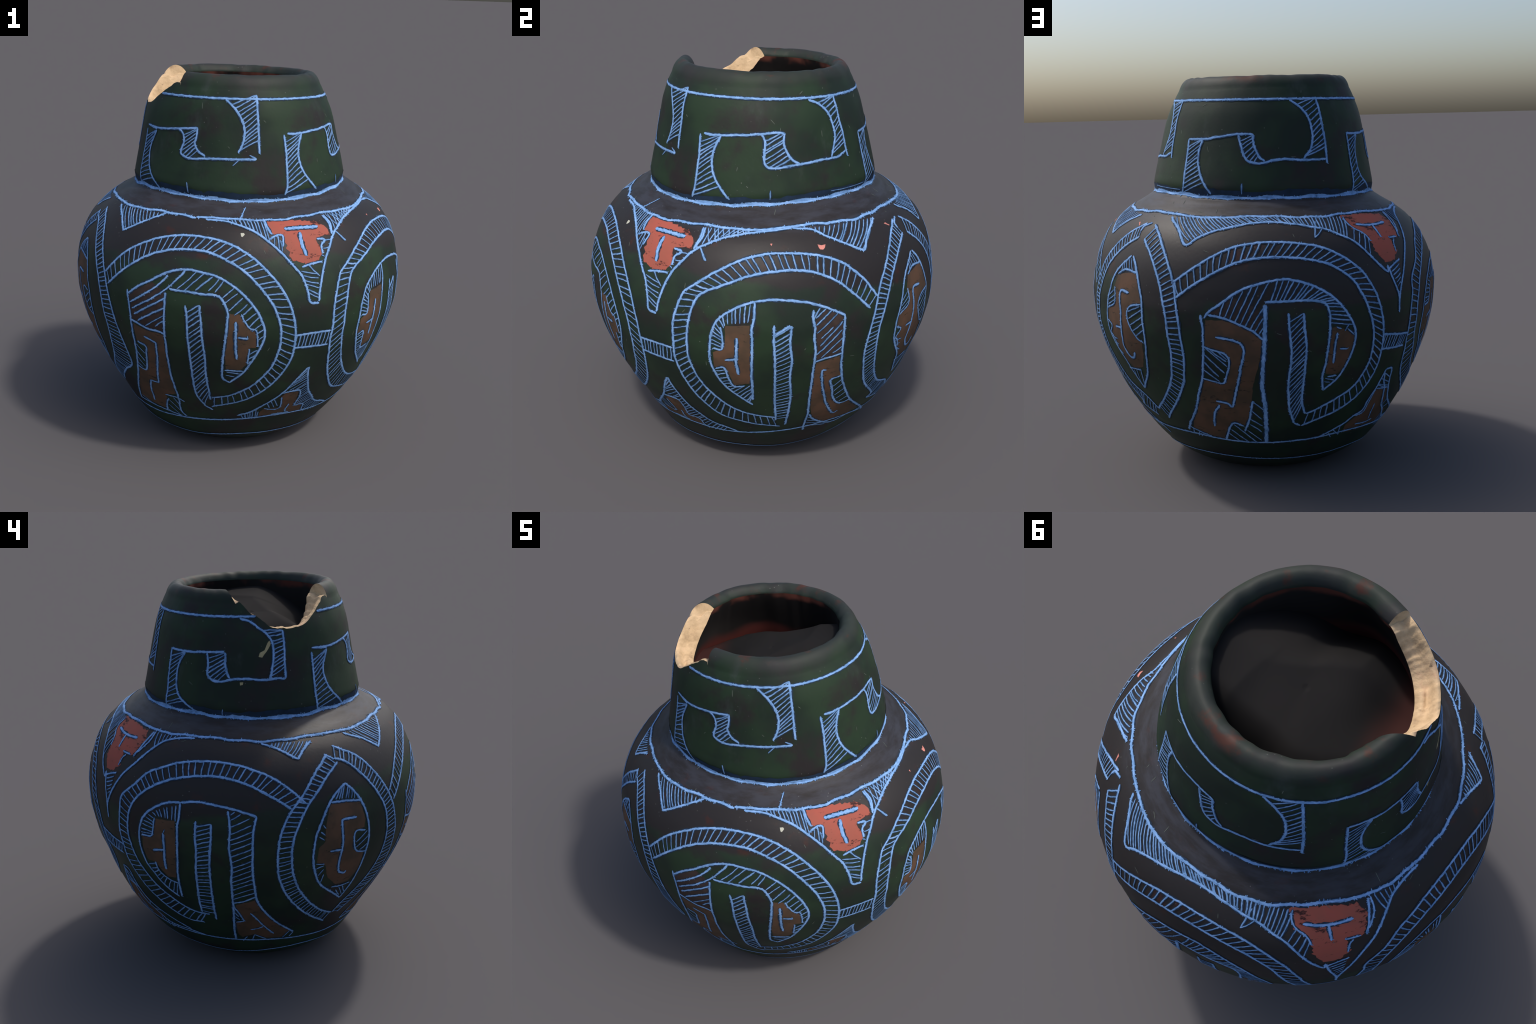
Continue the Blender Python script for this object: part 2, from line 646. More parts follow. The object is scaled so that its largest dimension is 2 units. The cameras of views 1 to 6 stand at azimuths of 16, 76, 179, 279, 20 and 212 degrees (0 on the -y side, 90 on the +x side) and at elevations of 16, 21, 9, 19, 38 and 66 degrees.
def rail(pts, w=RAIL_W, sharp=False):
    stroke(catmull(pts, sharp), w)


def rung(pts, w=RUNG_W):
    a, b = pts
    j = .0022
    m = ((a[0] + b[0]) / 2 + random.uniform(-.15, .15), (a[1] + b[1]) / 2 + random.uniform(-j, j))
    stroke(catmull([a, m, b]), w * random.uniform(.8, 1.25), burrs=False, ink=2)


def rungs(rail_a, rail_b, n, slant=0):
    a, b = catmull(rail_a), catmull(rail_b)
    la, lb = lengths(a), lengths(b)
    for i in range(n):
        t = (i + .5 + random.uniform(-.16, .16)) / n
        u = t + slant * random.uniform(.8, 1.2) * (1 if slant else 0) + random.uniform(-.12, .12) / n
        if slant < 0:
            t = -slant * .5 + t * (1 + slant * .5)
            u = t + slant
        p, q = along(a, la, la[-1] * min(max(t, 0), 1)), along(b, lb, lb[-1] * min(max(u, 0), 1))
        rung([p, q])


def band(rail_a, rail_b, n, slant=0):
    rail(rail_a)
    rail(rail_b)
    rungs(rail_a, rail_b, n, slant)


def patch(outline, kind):
    """a brushed patch of paint: outline with ragged edge, filled on the wall"""
    pts = list(outline) + [outline[0]]
    dense = []
    for a, b in zip(pts, pts[1:]):
        n = max(1, int(metric(a, b) / .012))
        dense += [(a[0] + (b[0] - a[0]) * i / n, a[1] + (b[1] - a[1]) * i / n) for i in range(n)]
    zc = sum(p[1] for p in dense) / len(dense)
    k = radius_at(zc) * DEG
    amp = .004 if kind == 'red' else .002
    if len(outline) < 9 and kind != 'red':
        amp = .0008
    drag = .010 if kind == 'red' else amp
    flat2 = [(p[0] * k + random.uniform(-drag, drag), p[1] + random.uniform(-amp, amp)) for p in dense]
    n = len(flat2)
    xs, ys = [p[0] for p in flat2], [p[1] for p in flat2]

    def inside(x, y):
        c = False
        for i in range(n):
            (x1, y1), (x2, y2) = flat2[i], flat2[i - 1]
            if (y1 > y) != (y2 > y) and x < (x2 - x1) * (y - y1) / (y2 - y1) + x1:
                c = not c
        return c
    pts2 = [Vector(p) for p in flat2]
    y = min(ys) + .006
    while y < max(ys):
        x = min(xs) + .006
        while x < max(xs):
            if inside(x, y):
                pts2.append(Vector((x + random.uniform(-.002, .002), y + random.uniform(-.002, .002))))
            x += .014
        y += .014
    edges = [(i, (i + 1) % n) for i in range(n)]
    vo, _, fo, *_ = delaunay_2d_cdt(pts2, edges, [list(range(n))], 1, 1e-5)
    verts = []
    for v in vo:
        p, _, _, nm = wall_frame(v.x / k, v.y)
        verts.append(p + nm * .0006)
    inks[-1].patches.append((kind, verts, [tuple(f) for f in fo]))


# --------------------------------------------------------------- the ornament
motif('neck_line')
# runs round the collar from one end of the break to the other
rail([(-38.4 + i * 5.33, 1.877 + .008 * math.cos((i * 5.33 - 70) * DEG)) for i in range(61)])
motif('crease_line')
ribbon([(i * 6, 1.424 + .006 * math.sin(i * .8)) for i in range(61)], .042, 1, .0009, step=.02, rough=.15)  # shadow at the collar's foot, drawn as a broad navy ribbon
rail([(i * 6, 1.4115 + .003 * math.sin(i * 1.7)) for i in range(61)], w=.015)
rail([(i * 6 + 2, 1.407 + .003 * math.sin(i * 2.3)) for i in range(61)], w=.009)
for i in range(420):     # brush drag upwards and downwards from the crease
    az = random.uniform(0, 360)
    rung([(az, 1.410), (az + random.uniform(-.8, .8), 1.414 + random.random()**3 * .012)], w=.004)
    az = random.uniform(0, 360)
    rung([(az, 1.408), (az + random.uniform(-.8, .8), 1.405 - random.random()**2 * .006)], w=.004)
motif('scratches')
for i in range(90):      # handling scratches
    az, z = random.uniform(0, 360), random.choice((random.uniform(.5, 1.3), random.uniform(1.3, 1.42), random.uniform(1.45, 1.92)))
    t, l = random.uniform(0, math.tau), random.uniform(.008, .03)
    q = (az + math.degrees(l * math.cos(t) / radius_at(z)), min(max(z + l * math.sin(t), .3), 1.92))
    if not (250 < az < 345 and max(z, q[1]) > 1.79):
        ribbon([(az, z), q], .0024, 3, .0009, step=.01)
motif('shoulder_line')
rail([(i * 6, 1.333 + .004 * math.sin(i * .9) + .002 * math.sin(i * 2.9)) for i in range(61)], w=.0105)
motif('foot_line')
rail([(-20, .198), (-5, .215), (15, .237), (37, .26), (60, .252), (75, .262), (93, .285), (108, .298), (124, .282), (147, .286), (162, .268),
      (178, .255), (197, .26), (213, .268), (238, .242), (257, .228), (272, .224), (289, .218), (317, .192), (340, .198)])
rail([(-5, .09), (13, .11), (28, .12), (70, .115), (84, .1), (104, .11), (124, .15), (149, .156), (175, .136), (200, .13), (226, .138),
      (260, .1), (290, .125), (310, .13), (335, .1), (355, .09)], w=.008)

motif('neck_scroll')
band([(10.2, 1.882), (16.1, 1.835), (19.7, 1.783), (20.8, 1.729), (19.8, 1.675), (17.2, 1.628)],
     [(28.8, 1.904), (28.7, 1.859), (28.5, 1.799), (28.5, 1.738), (28.4, 1.683), (28.4, 1.624)], 12, slant=-0.2)
rail([(386.8, 1.597), (371.7, 1.596), (361.5, 1.595), (351.5, 1.588), (346.4, 1.599), (344.6, 1.617), (346.2, 1.657), (345.7, 1.695), (343.7, 1.717), (341.3, 1.726)])
rail([(315.2, 1.714), (326.8, 1.711), (341.3, 1.724), (354.4, 1.737)])
rail([(354.4, 1.737), (353.9, 1.694), (353.2, 1.663), (355.4, 1.626), (359.6, 1.605)])
rungs([(343.1, 1.72), (345.7, 1.695), (346.2, 1.657), (345, 1.625), (347.4, 1.596), (351.5, 1.588)],
      [(354.4, 1.737), (353.9, 1.71), (353.3, 1.678), (353.4, 1.655), (355.4, 1.626), (359.2, 1.605)], 8, slant=-0.22)
rung([(26.8, 1.599), (23.1, 1.617)])
rung([(18.4, 1.597), (14.3, 1.567)])
rung([(350.2, 1.475), (351, 1.423)])
band([(312.6, 1.697), (312.6, 1.63), (312.4, 1.546), (312.4, 1.482), (313.3, 1.413)],
     [(324, 1.699), (319.9, 1.628), (319.8, 1.566), (323.3, 1.493), (333.1, 1.406)], 12, slant=-0.2)
rail([(312.9, 1.715), (324.2, 1.706)])

motif('neck_scroll')
band([(43, 1.714), (43.4, 1.64), (43.1, 1.553), (42.7, 1.48), (41.1, 1.432)],
     [(55.1, 1.719), (51.7, 1.65), (51, 1.582), (53.7, 1.517), (60.8, 1.436)], 12, slant=-0.2)
rail([(45.3, 1.72), (50.1, 1.716), (61.6, 1.722), (75.5, 1.732), (84.6, 1.739), (87.8, 1.727)])
rail([(75.9, 1.732), (77.5, 1.7), (77.1, 1.648), (77.1, 1.604), (79, 1.578), (81.7, 1.575)])
rail([(87.4, 1.727), (86.8, 1.691), (88.2, 1.646), (91.3, 1.607), (94.5, 1.591)])
rungs([(76.4, 1.729), (77.5, 1.7), (77.1, 1.648), (77.1, 1.604), (79, 1.578), (82.4, 1.575)],
      [(85.4, 1.735), (87.4, 1.72), (86.9, 1.683), (88.2, 1.646), (91.3, 1.607), (94, 1.592)], 8, slant=-0.2)
rail([(79, 1.578), (83.2, 1.575), (89.5, 1.582), (97.8, 1.591), (107.8, 1.599), (116.1, 1.599), (122.5, 1.62)])
band([(102.8, 1.873), (109.5, 1.847), (113.9, 1.808), (115.9, 1.756), (116.2, 1.695), (112.4, 1.605)],
     [(121, 1.879), (121, 1.829), (121.3, 1.771), (122.3, 1.717), (122.9, 1.639), (123.8, 1.591)], 12, slant=-0.2)
rung([(79.8, 1.474), (79.6, 1.432)])
rung([(110, 1.438), (135.2, 1.431)])

motif('neck_scroll')
band([(136.9, 1.688), (137.3, 1.624), (137.6, 1.534), (137.9, 1.459), (136.8, 1.41)],
     [(146.6, 1.688), (145, 1.633), (145.6, 1.57), (148.6, 1.499), (154.3, 1.425)], 12, slant=-0.2)
rail([(136.9, 1.688), (146.6, 1.688), (153.5, 1.695), (161.7, 1.706), (168.6, 1.71), (174.5, 1.706)])
band([(166.5, 1.705), (168.6, 1.648), (170.4, 1.603), (172.5, 1.582), (176.5, 1.572)],
     [(174.5, 1.706), (174.6, 1.67), (176, 1.633), (178.1, 1.599), (180.5, 1.583)], 7, slant=-0.2)
rail([(172.5, 1.58), (178.1, 1.571), (183.6, 1.583), (190, 1.591), (200, 1.585), (212.5, 1.586)])
band([(194.2, 1.866), (200.4, 1.827), (204.6, 1.777), (205.9, 1.716), (205.7, 1.672), (203.9, 1.628), (200, 1.591)],
     [(211.1, 1.875), (211.7, 1.821), (212.4, 1.753), (213, 1.692), (213.2, 1.64), (213.2, 1.603), (213.4, 1.565)], 12, slant=-0.2)
rung([(169.8, 1.478), (169.8, 1.428)])

motif('neck_scroll')
band([(230.3, 1.705), (230.3, 1.644), (230.3, 1.566), (230.7, 1.484), (229.5, 1.405)],
     [(240.8, 1.695), (237.5, 1.646), (236.3, 1.575), (238.9, 1.489), (249.9, 1.415)], 12, slant=-0.2)
rail([(230.4, 1.701), (241.3, 1.699), (254.7, 1.707), (264.3, 1.712)])
band([(254.7, 1.704), (255.7, 1.65), (255.5, 1.606), (258.4, 1.582), (261.9, 1.577)],
     [(264.7, 1.709), (264.9, 1.677), (265.2, 1.648), (266, 1.619), (267.7, 1.595)], 7, slant=-0.2)
rail([(258.4, 1.582), (262.8, 1.578), (268.6, 1.59), (276.8, 1.594), (284.9, 1.588), (290.7, 1.593), (296.2, 1.59)])
band([(281.3, 1.831), (285.7, 1.805), (288.7, 1.779), (290.2, 1.742), (290.3, 1.684), (289.1, 1.627), (288.2, 1.591)],
     [(296.3, 1.809), (296.4, 1.783), (296.5, 1.746), (296.5, 1.71), (296.3, 1.674), (296.3, 1.63), (296.2, 1.59)], 12, slant=-0.2)
rail([(272.1, 1.864), (277.7, 1.853), (282.2, 1.828)])
rung([(264.5, 1.449), (264.1, 1.419)])
patch([(290, 1.782), (288.9, 1.742), (286.6, 1.714), (284.3, 1.689), (282.5, 1.692), (283.1, 1.711), (285.7, 1.721), (287.4, 1.754)], 'bare_clay')
patch([(272.7, 1.578), (274.5, 1.578), (274.2, 1.567), (272.9, 1.565)], 'bare_clay')

motif('coil_panel')
band([(-31.2, 1.022), (-25.8, 1.115), (-20.6, 1.176), (-13, 1.228), (-5.3, 1.254), (1.9, 1.26), (9.7, 1.251), (16.5, 1.224), (22.9, 1.17), (28.4, 1.091), (32.3, 1.008), (35, 0.902), (36, 0.798), (36, 0.705), (34.9, 0.627), (32, 0.536), (27.4, 0.458), (21.1, 0.396), (14.7, 0.363), (7.9, 0.334)],
     [(-29.1, 0.967), (-24.3, 1.039), (-19.9, 1.093), (-14.7, 1.145), (-8.5, 1.183), (-1.1, 1.201), (6.3, 1.2), (12.9, 1.172), (19.2, 1.122), (24.2, 1.049), (28.2, 0.965), (30.6, 0.874), (31.3, 0.787), (30.8, 0.703), (29.3, 0.625), (26.5, 0.554), (22.4, 0.49), (16.6, 0.437), (12.2, 0.416), (8.4, 0.404)], 54)
band([(1.3, 0.948), (1.8, 0.892), (1.8, 0.8), (2, 0.708), (2.1, 0.608), (2, 0.508), (2.4, 0.409), (5.2, 0.332)],
     [(5.7, 0.956), (6.2, 0.877), (6.5, 0.785), (7.1, 0.673), (7, 0.569), (7.5, 0.467), (7.6, 0.413), (7.9, 0.389)], 22, slant=-0.06)
rail([(5.2, 0.332), (8.3, 0.307)])
rail([(-19.2, 0.955), (-15.3, 1.003), (-10.6, 1.045), (-7, 1.08), (-2, 1.109), (2, 1.115), (6.3, 1.108), (10.9, 1.093), (14.6, 1.066), (18, 1.03), (21, 0.985), (23.7, 0.928), (25.3, 0.872), (26, 0.82), (25.5, 0.766), (24, 0.71), (21.9, 0.645), (19.6, 0.585), (15.2, 0.522)])
rail([(15.2, 0.522), (12.9, 0.553), (12.8, 0.627), (13.3, 0.713), (14, 0.807), (14.4, 0.892), (14.4, 0.931), (13.1, 0.977), (11.1, 1.006), (6.7, 1.009), (1.2, 1.014), (-4.2, 1.016)])
rail([(340.2, 0.972), (341, 0.899), (341.4, 0.82), (341.4, 0.747), (341.4, 0.683), (340.7, 0.621), (338.8, 0.535), (335.2, 0.432), (327.9, 0.293), (325.4, 0.242)])
rail([(354.6, 0.995), (354.4, 0.93), (354.2, 0.862), (354, 0.78), (354, 0.705), (353.8, 0.618), (353.4, 0.518), (353.6, 0.445), (353.5, 0.357), (352.4, 0.268), (354.2, 0.224)])
rail([(341.4, 0.82), (344.2, 0.807), (348.3, 0.789), (352.3, 0.787), (354.2, 0.774)])
rail([(341.5, 0.91), (349.7, 0.999), (353.3, 1.049), (354.9, 1.079)], w=0.007)
rail([(342.1, 0.88), (349.9, 0.956), (355.4, 1.023), (359.3, 1.087), (360.6, 1.111)], w=0.007)
rail([(342.9, 0.852), (354.5, 0.968)], w=0.007)
rail([(344.3, 0.822), (349.9, 0.878), (354.6, 0.92)], w=0.007)
rung([(347.2, 0.803), (354.2, 0.879)])
rung([(350.9, 0.812), (354.1, 0.851)])
rung([(-1.7, 1.021), (4.2, 1.108)])
rung([(0.8, 1.018), (7, 1.107)])
rung([(4.3, 1.024), (9.5, 1.092)])
rung([(8.4, 1.026), (11.6, 1.084)])
rung([(10.4, 1.021), (12.9, 1.075)])
rung([(12.8, 0.997), (16.3, 1.045)])
rung([(13.5, 0.972), (17.4, 1.02)])
rung([(14.8, 0.936), (19, 1)])
rung([(16.5, 0.916), (20.4, 0.97)])
rung([(19.1, 0.917), (22, 0.96)])
rung([(19.8, 0.884), (23.1, 0.928)])
rung([(20.9, 0.853), (24.1, 0.906)])
rung([(21.9, 0.833), (25, 0.872)])
rung([(23.6, 0.821), (25.6, 0.843)])
rung([(23.9, 0.785), (25.8, 0.808)])
rail([(18.6, 0.922), (19.5, 0.889), (21.2, 0.85), (23.4, 0.833), (24, 0.748)], w=0.006)
rail([(21.5, 0.736), (21, 0.645)], w=0.006)
rail([(13.6, 0.603), (19.7, 0.6)], w=0.007)
rung([(21.6, 0.704), (24, 0.729)])
rung([(21.4, 0.679), (23.4, 0.698)])
rung([(14, 0.572), (17, 0.563)])
rung([(14.2, 0.593), (18.8, 0.582)])
rung([(21.1, 0.645), (22.1, 0.665)])
patch([(14.9, 0.923), (18.1, 0.919), (19.5, 0.883), (21.6, 0.844), (23.4, 0.83), (23.7, 0.785), (23.6, 0.742), (21.5, 0.739), (21, 0.685), (20.8, 0.638), (18.8, 0.607), (14, 0.604), (13.7, 0.682), (14.3, 0.807)], 'ochre')
rail([(17, 0.883), (17, 0.772), (17.5, 0.675)], w=0.01)
rail([(17.7, 0.8), (20.8, 0.792)], w=0.009)
rung([(20.6, 0.81), (20.9, 0.792)])
patch([(342.1, 0.799), (346.5, 0.779), (351.4, 0.775), (353.9, 0.767), (353.8, 0.685), (353.5, 0.597), (353.1, 0.51), (353.1, 0.443), (352.7, 0.387), (347.5, 0.366), (346.9, 0.322), (344.2, 0.244), (335.1, 0.251), (327.2, 0.258), (335.3, 0.417), (338.2, 0.511), (342.9, 0.526), (346.3, 0.671), (345.5, 0.697), (342.4, 0.7)], 'ochre')
rail([(345.9, 0.739), (350.3, 0.718), (349.7, 0.624), (346.3, 0.446), (342.5, 0.445), (340.3, 0.381), (337.9, 0.28)], w=0.008, sharp=True)
rail([(342.8, 0.699), (345.8, 0.682), (345.5, 0.642), (342.8, 0.522), (338.3, 0.533)], w=0.008)
rung([(342, 0.68), (344.9, 0.632)])
rung([(341.2, 0.636), (343.7, 0.579)])
rung([(340.4, 0.599), (343, 0.541)])
rung([(339.3, 0.559), (341.5, 0.53)])
rail([(347.2, 0.364), (352.6, 0.362), (355.9, 0.34)], w=0.007)
rail([(343.6, 0.23), (346, 0.301), (348.2, 0.336)], w=0.007)
rung([(347.8, 0.326), (352.5, 0.252)])
rung([(346.2, 0.286), (350.8, 0.229)])
rung([(350.9, 0.355), (353, 0.296)])
rung([(344.5, 0.246), (346.5, 0.229)])
rail([(325.4, 0.242), (334.5, 0.24), (344.6, 0.23), (351.7, 0.22)], w=0.007)
rung([(328.1, 0.271), (334, 0.246)])

motif('bridge_band')
band([(35.7, 0.798), (41.5, 0.803), (48.5, 0.801)],
     [(35.8, 0.729), (41.8, 0.726), (48.4, 0.722)], 10, slant=-0.05)

motif('coil_stain')
patch([(340.8, 0.955), (349.5, 1.035), (354.4, 0.995), (354, 0.78), (348.3, 0.789), (341.6, 0.821)], 'brown')
patch([(91.5, 0.973), (94.8, 1.021), (98.3, 0.997), (100.6, 0.965), (100.5, 0.789), (92.2, 0.765)], 'brown')
patch([(164.1, 0.934), (167.1, 0.963), (171, 1.004), (174.8, 0.989), (179.8, 0.929), (179.4, 0.821), (172.8, 0.885)], 'brown')

motif('foot_triangle')
rail([(43.4, 0.595), (40.9, 0.543), (38.3, 0.48), (36.4, 0.439), (33.3, 0.394), (29.5, 0.35), (25.2, 0.302), (19.3, 0.27)])
rail([(43.5, 0.594), (44, 0.544), (45.1, 0.503), (46.6, 0.45), (48.4, 0.409), (51.2, 0.369), (54, 0.329), (57.4, 0.302), (62, 0.283), (66.6, 0.253)])
rail([(36.4, 0.43), (39.5, 0.438), (43, 0.438), (44.4, 0.408), (44.6, 0.37), (44.5, 0.317), (48.1, 0.318), (49.7, 0.302), (50.5, 0.262), (52.9, 0.248)], w=0.006)
rungs([(43.3, 0.577), (44, 0.544), (45.1, 0.503), (46.6, 0.45), (48.4, 0.409), (51.2, 0.369), (54, 0.329), (57.4, 0.302), (62, 0.283)],
      [(41.1, 0.535), (38.4, 0.468), (39.5, 0.438), (43, 0.438), (44.5, 0.396), (44.5, 0.317), (49.7, 0.302), (52.9, 0.248), (58.9, 0.241)], 24, slant=0.02)
rail([(37.3, 0.435), (39.7, 0.436), (43, 0.435)], w=0.006)
rail([(36.4, 0.402), (37.4, 0.319), (34.3, 0.308), (30.3, 0.323)], w=0.006)
rung([(33.4, 0.389), (36, 0.333)])
rung([(32.2, 0.381), (34.7, 0.325)])
rung([(30.9, 0.363), (32.8, 0.324)])
rung([(28.1, 0.299), (28, 0.253)])
rungs([(27.5, 0.321), (25.2, 0.302), (22.7, 0.283), (20.2, 0.27)],
      [(27.9, 0.243), (25.5, 0.242), (23.7, 0.241), (21.6, 0.242)], 6)
patch([(37.5, 0.427), (43.3, 0.425), (43.7, 0.372), (48.3, 0.315), (50.1, 0.269), (49.7, 0.245), (41.4, 0.252), (29, 0.247), (28.8, 0.293), (30.5, 0.322), (37.3, 0.316), (36.1, 0.402)], 'ochre')
rail([(41.3, 0.339), (40.8, 0.299), (41, 0.278)], w=0.006)
rail([(34.6, 0.268), (39.3, 0.268), (43.1, 0.27)], w=0.006)

motif('red_shoulder_triangle')
rail([(4.2, 1.328), (11.8, 1.326), (18.2, 1.308), (23.5, 1.282), (27.7, 1.245), (31.7, 1.197), (35.1, 1.142), (38, 1.089), (39.8, 1.013), (40.3, 0.967), (43.4, 0.955)])
rail([(87.2, 1.331), (74.5, 1.322), (68.5, 1.313), (62.7, 1.299), (57.3, 1.272), (53.2, 1.242), (49.6, 1.19), (46.9, 1.137), (44.8, 1.06), (43.7, 0.996), (43.5, 0.964)])
rungs([(55, 1.327), (58.4, 1.329), (63.1, 1.328), (68.2, 1.328), (72, 1.328)],
      [(57.1, 1.278), (59.9, 1.287), (63.8, 1.302), (68.5, 1.313), (72.1, 1.319)], 9)
rail([(54.4, 1.327), (54.8, 1.291), (53, 1.248)], w=0.008)
rung([(55.7, 1.252), (57.7, 1.211)])
patch([(28.2, 1.324), (39.4, 1.324), (49.6, 1.309), (51.8, 1.285), (51.8, 1.25), (46, 1.239), (46.7, 1.197), (45.1, 1.15), (40.2, 1.14), (35.2, 1.159), (34.1, 1.205), (33.3, 1.262), (29.3, 1.274)], 'red')
rail([(34.6, 1.29), (41.8, 1.289), (48.4, 1.286)], w=0.014)
rail([(40.2, 1.272), (39.8, 1.226), (40.6, 1.174)], w=0.013)
rungs([(12.2, 1.34), (16.2, 1.34), (20.9, 1.339), (24.8, 1.338), (28.1, 1.335)],
      [(12.1, 1.323), (16.9, 1.311), (21.2, 1.292), (25.1, 1.266), (28.6, 1.242)], 11, slant=0.04)
rail([(27.5, 1.336), (28.3, 1.3), (29.3, 1.27)], w=0.008)
rail([(28.4, 1.252), (31, 1.266), (33.3, 1.262), (32.8, 1.219)], w=0.007)
rung([(30.3, 1.26), (29.8, 1.225)])
rung([(31.5, 1.263), (31.3, 1.21)])
rung([(32.1, 1.246), (32.3, 1.2)])
rail([(53.7, 1.327), (54.1, 1.295), (53.2, 1.255)], w=0.008)
rungs([(53.7, 1.327), (58.7, 1.33), (65.4, 1.333), (75.1, 1.334)],
      [(53.2, 1.248), (56.9, 1.276), (62.2, 1.303), (70.9, 1.321)], 9)
rail([(46, 1.239), (49.1, 1.231), (47.1, 1.21), (46.9, 1.175)], w=0.008)
rung([(49, 1.227), (51.5, 1.227)])
rung([(47.4, 1.196), (49.8, 1.198)])
rung([(46.1, 1.17), (47.2, 1.161)])
rung([(55, 1.259), (58.2, 1.211)])
rail([(38.3, 1.128), (41.9, 1.137), (45.9, 1.142)], w=0.007)
rungs([(37.7, 1.118), (38.5, 1.081), (39.4, 1.036), (40.1, 0.998)],
      [(43.9, 1.102), (43.8, 1.052), (43.5, 1.007), (43.3, 0.969)], 6)
rung([(40.7, 1.136), (44.3, 1.08)])

motif('hatched_triangle')
rail([(87.2, 1.331), (94.7, 1.32), (98.9, 1.297), (104.3, 1.266), (111.4, 1.22)])
rail([(111.4, 1.22), (116, 1.275), (123.5, 1.318)])
rungs([(93, 1.328), (99.1, 1.326), (106.3, 1.325), (114.4, 1.323), (123.1, 1.318)],
      [(94, 1.321), (99, 1.298), (103.7, 1.269), (108.1, 1.243), (111.5, 1.223)], 15)

motif('hatched_triangle')
rail([(317.7, 1.322), (325.4, 1.285), (331, 1.234), (337.2, 1.28), (341.6, 1.308), (346.2, 1.331)], sharp=True)
rungs([(318.8, 1.321), (327.6, 1.325), (335.8, 1.328), (343, 1.329)],
      [(330.8, 1.241), (335.9, 1.274), (340.4, 1.303), (345, 1.326)], 12, slant=-0.12)

motif('hatched_triangle')
rail([(282.2, 1.322), (286.6, 1.308), (290.6, 1.288), (294.7, 1.258)])
rail([(294.7, 1.258), (297.9, 1.293), (301.9, 1.319)])
rungs([(285.5, 1.322), (290.2, 1.324), (295.6, 1.322), (301.2, 1.32)],
      [(285.4, 1.313), (288.9, 1.295), (292.2, 1.274), (295, 1.261)], 10)

motif('coil_panel')
band([(113, 1.025), (108.7, 1.111), (105.1, 1.161), (102, 1.194), (96.7, 1.225), (91.2, 1.241), (84.6, 1.249), (76.9, 1.248), (69.4, 1.225), (62.3, 1.178), (56.3, 1.123), (52.3, 1.077), (50.5, 1.01), (49.3, 0.936), (49.2, 0.841), (49, 0.756), (49.8, 0.678), (51.8, 0.575), (55.3, 0.481), (60.6, 0.401), (68.1, 0.362), (74.6, 0.339), (83.5, 0.318)],
     [(109.8, 0.983), (106, 1.04), (102.8, 1.084), (98.7, 1.131), (93, 1.169), (88.8, 1.182), (84.1, 1.187), (77.9, 1.182), (71.7, 1.165), (64.8, 1.128), (58.7, 1.09), (56.3, 1.053), (54.7, 0.983), (53.9, 0.901), (53.7, 0.831), (53.8, 0.765), (54.6, 0.708), (56.3, 0.634), (59.2, 0.563), (64.1, 0.485), (69.8, 0.437), (75.3, 0.414), (81, 0.399)], 58)
band([(79.5, 0.967), (79.4, 0.894), (79.8, 0.787), (80.1, 0.633), (80.5, 0.512), (81.4, 0.376)],
     [(84.5, 0.96), (84.1, 0.874), (84.8, 0.783), (84.6, 0.683), (85.6, 0.543), (85.4, 0.331)], 26, slant=-0.09)
rail([(79.7, 0.919), (84, 0.963)])
rail([(73.9, 1.067), (70, 1.048), (66.1, 1.016), (63.2, 0.978), (61.7, 0.929), (60.9, 0.859), (60.7, 0.767), (61.9, 0.7), (64.1, 0.63), (67.1, 0.577), (73, 0.499)])
rail([(73.9, 1.067), (73.8, 0.996), (73.1, 0.951), (73.2, 0.877), (73, 0.738), (73, 0.632), (73.1, 0.537)])
rail([(73.9, 1.067), (78.7, 1.074), (84.6, 1.068), (90.6, 1.051), (95.7, 1.021), (100, 0.986), (100.9, 0.972)])
rungs([(73.4, 1.06), (70, 1.044), (66.1, 1.012), (63.2, 0.978), (61.7, 0.929), (61, 0.851)],
      [(73.1, 0.981), (70.1, 0.973), (66.2, 0.964), (65, 0.943), (64.6, 0.909), (64.4, 0.849)], 14, slant=0.05)
patch([(65.5, 0.955), (72.5, 0.966), (72.7, 0.833), (72.5, 0.649), (67.4, 0.631), (65.9, 0.709), (64.7, 0.737), (61.6, 0.734), (61.8, 0.817), (64.4, 0.84), (65.4, 0.885)], 'ochre')
rail([(64.2, 0.95), (64.7, 0.893), (64.4, 0.84), (61.8, 0.84)], w=0.007)
rail([(62.1, 0.726), (64.7, 0.737), (65.8, 0.677), (67.3, 0.625), (70.6, 0.63)], w=0.007)
rail([(68.9, 0.903), (68.5, 0.782), (69, 0.703)], w=0.01)
rail([(65.2, 0.782), (69.2, 0.793)], w=0.009)
rungs([(62, 0.72), (63.3, 0.661), (65.6, 0.61), (68.6, 0.556), (72.4, 0.505)],
      [(64.7, 0.732), (65.5, 0.687), (67.4, 0.631), (72.7, 0.632), (73, 0.549)], 13)
rail([(91, 1.023), (90.8, 0.986), (91.3, 0.942), (91.2, 0.886), (91.7, 0.836), (91.7, 0.766), (91.6, 0.721), (91.9, 0.617), (92.3, 0.528), (93.4, 0.407), (93.7, 0.312), (94.5, 0.256)])
rail([(100.8, 0.974), (100.6, 0.929), (100.5, 0.862), (100.5, 0.789), (101.1, 0.709), (102.8, 0.623), (106.6, 0.517), (112.6, 0.413), (130.3, 0.233)])
rail([(92, 0.763), (94.7, 0.775), (97.7, 0.78), (100.5, 0.789)], w=0.008)
rung([(91.2, 0.986), (93, 1.028)])
rung([(91.6, 0.985), (94.8, 1.021)])
rung([(91.7, 0.953), (96.7, 1.013)])
rung([(92, 0.915), (98.7, 0.996)])
rung([(93.3, 0.886), (97, 0.935)])
rung([(93.1, 0.847), (100.1, 0.954)])
rung([(92.1, 0.803), (99.9, 0.913)])
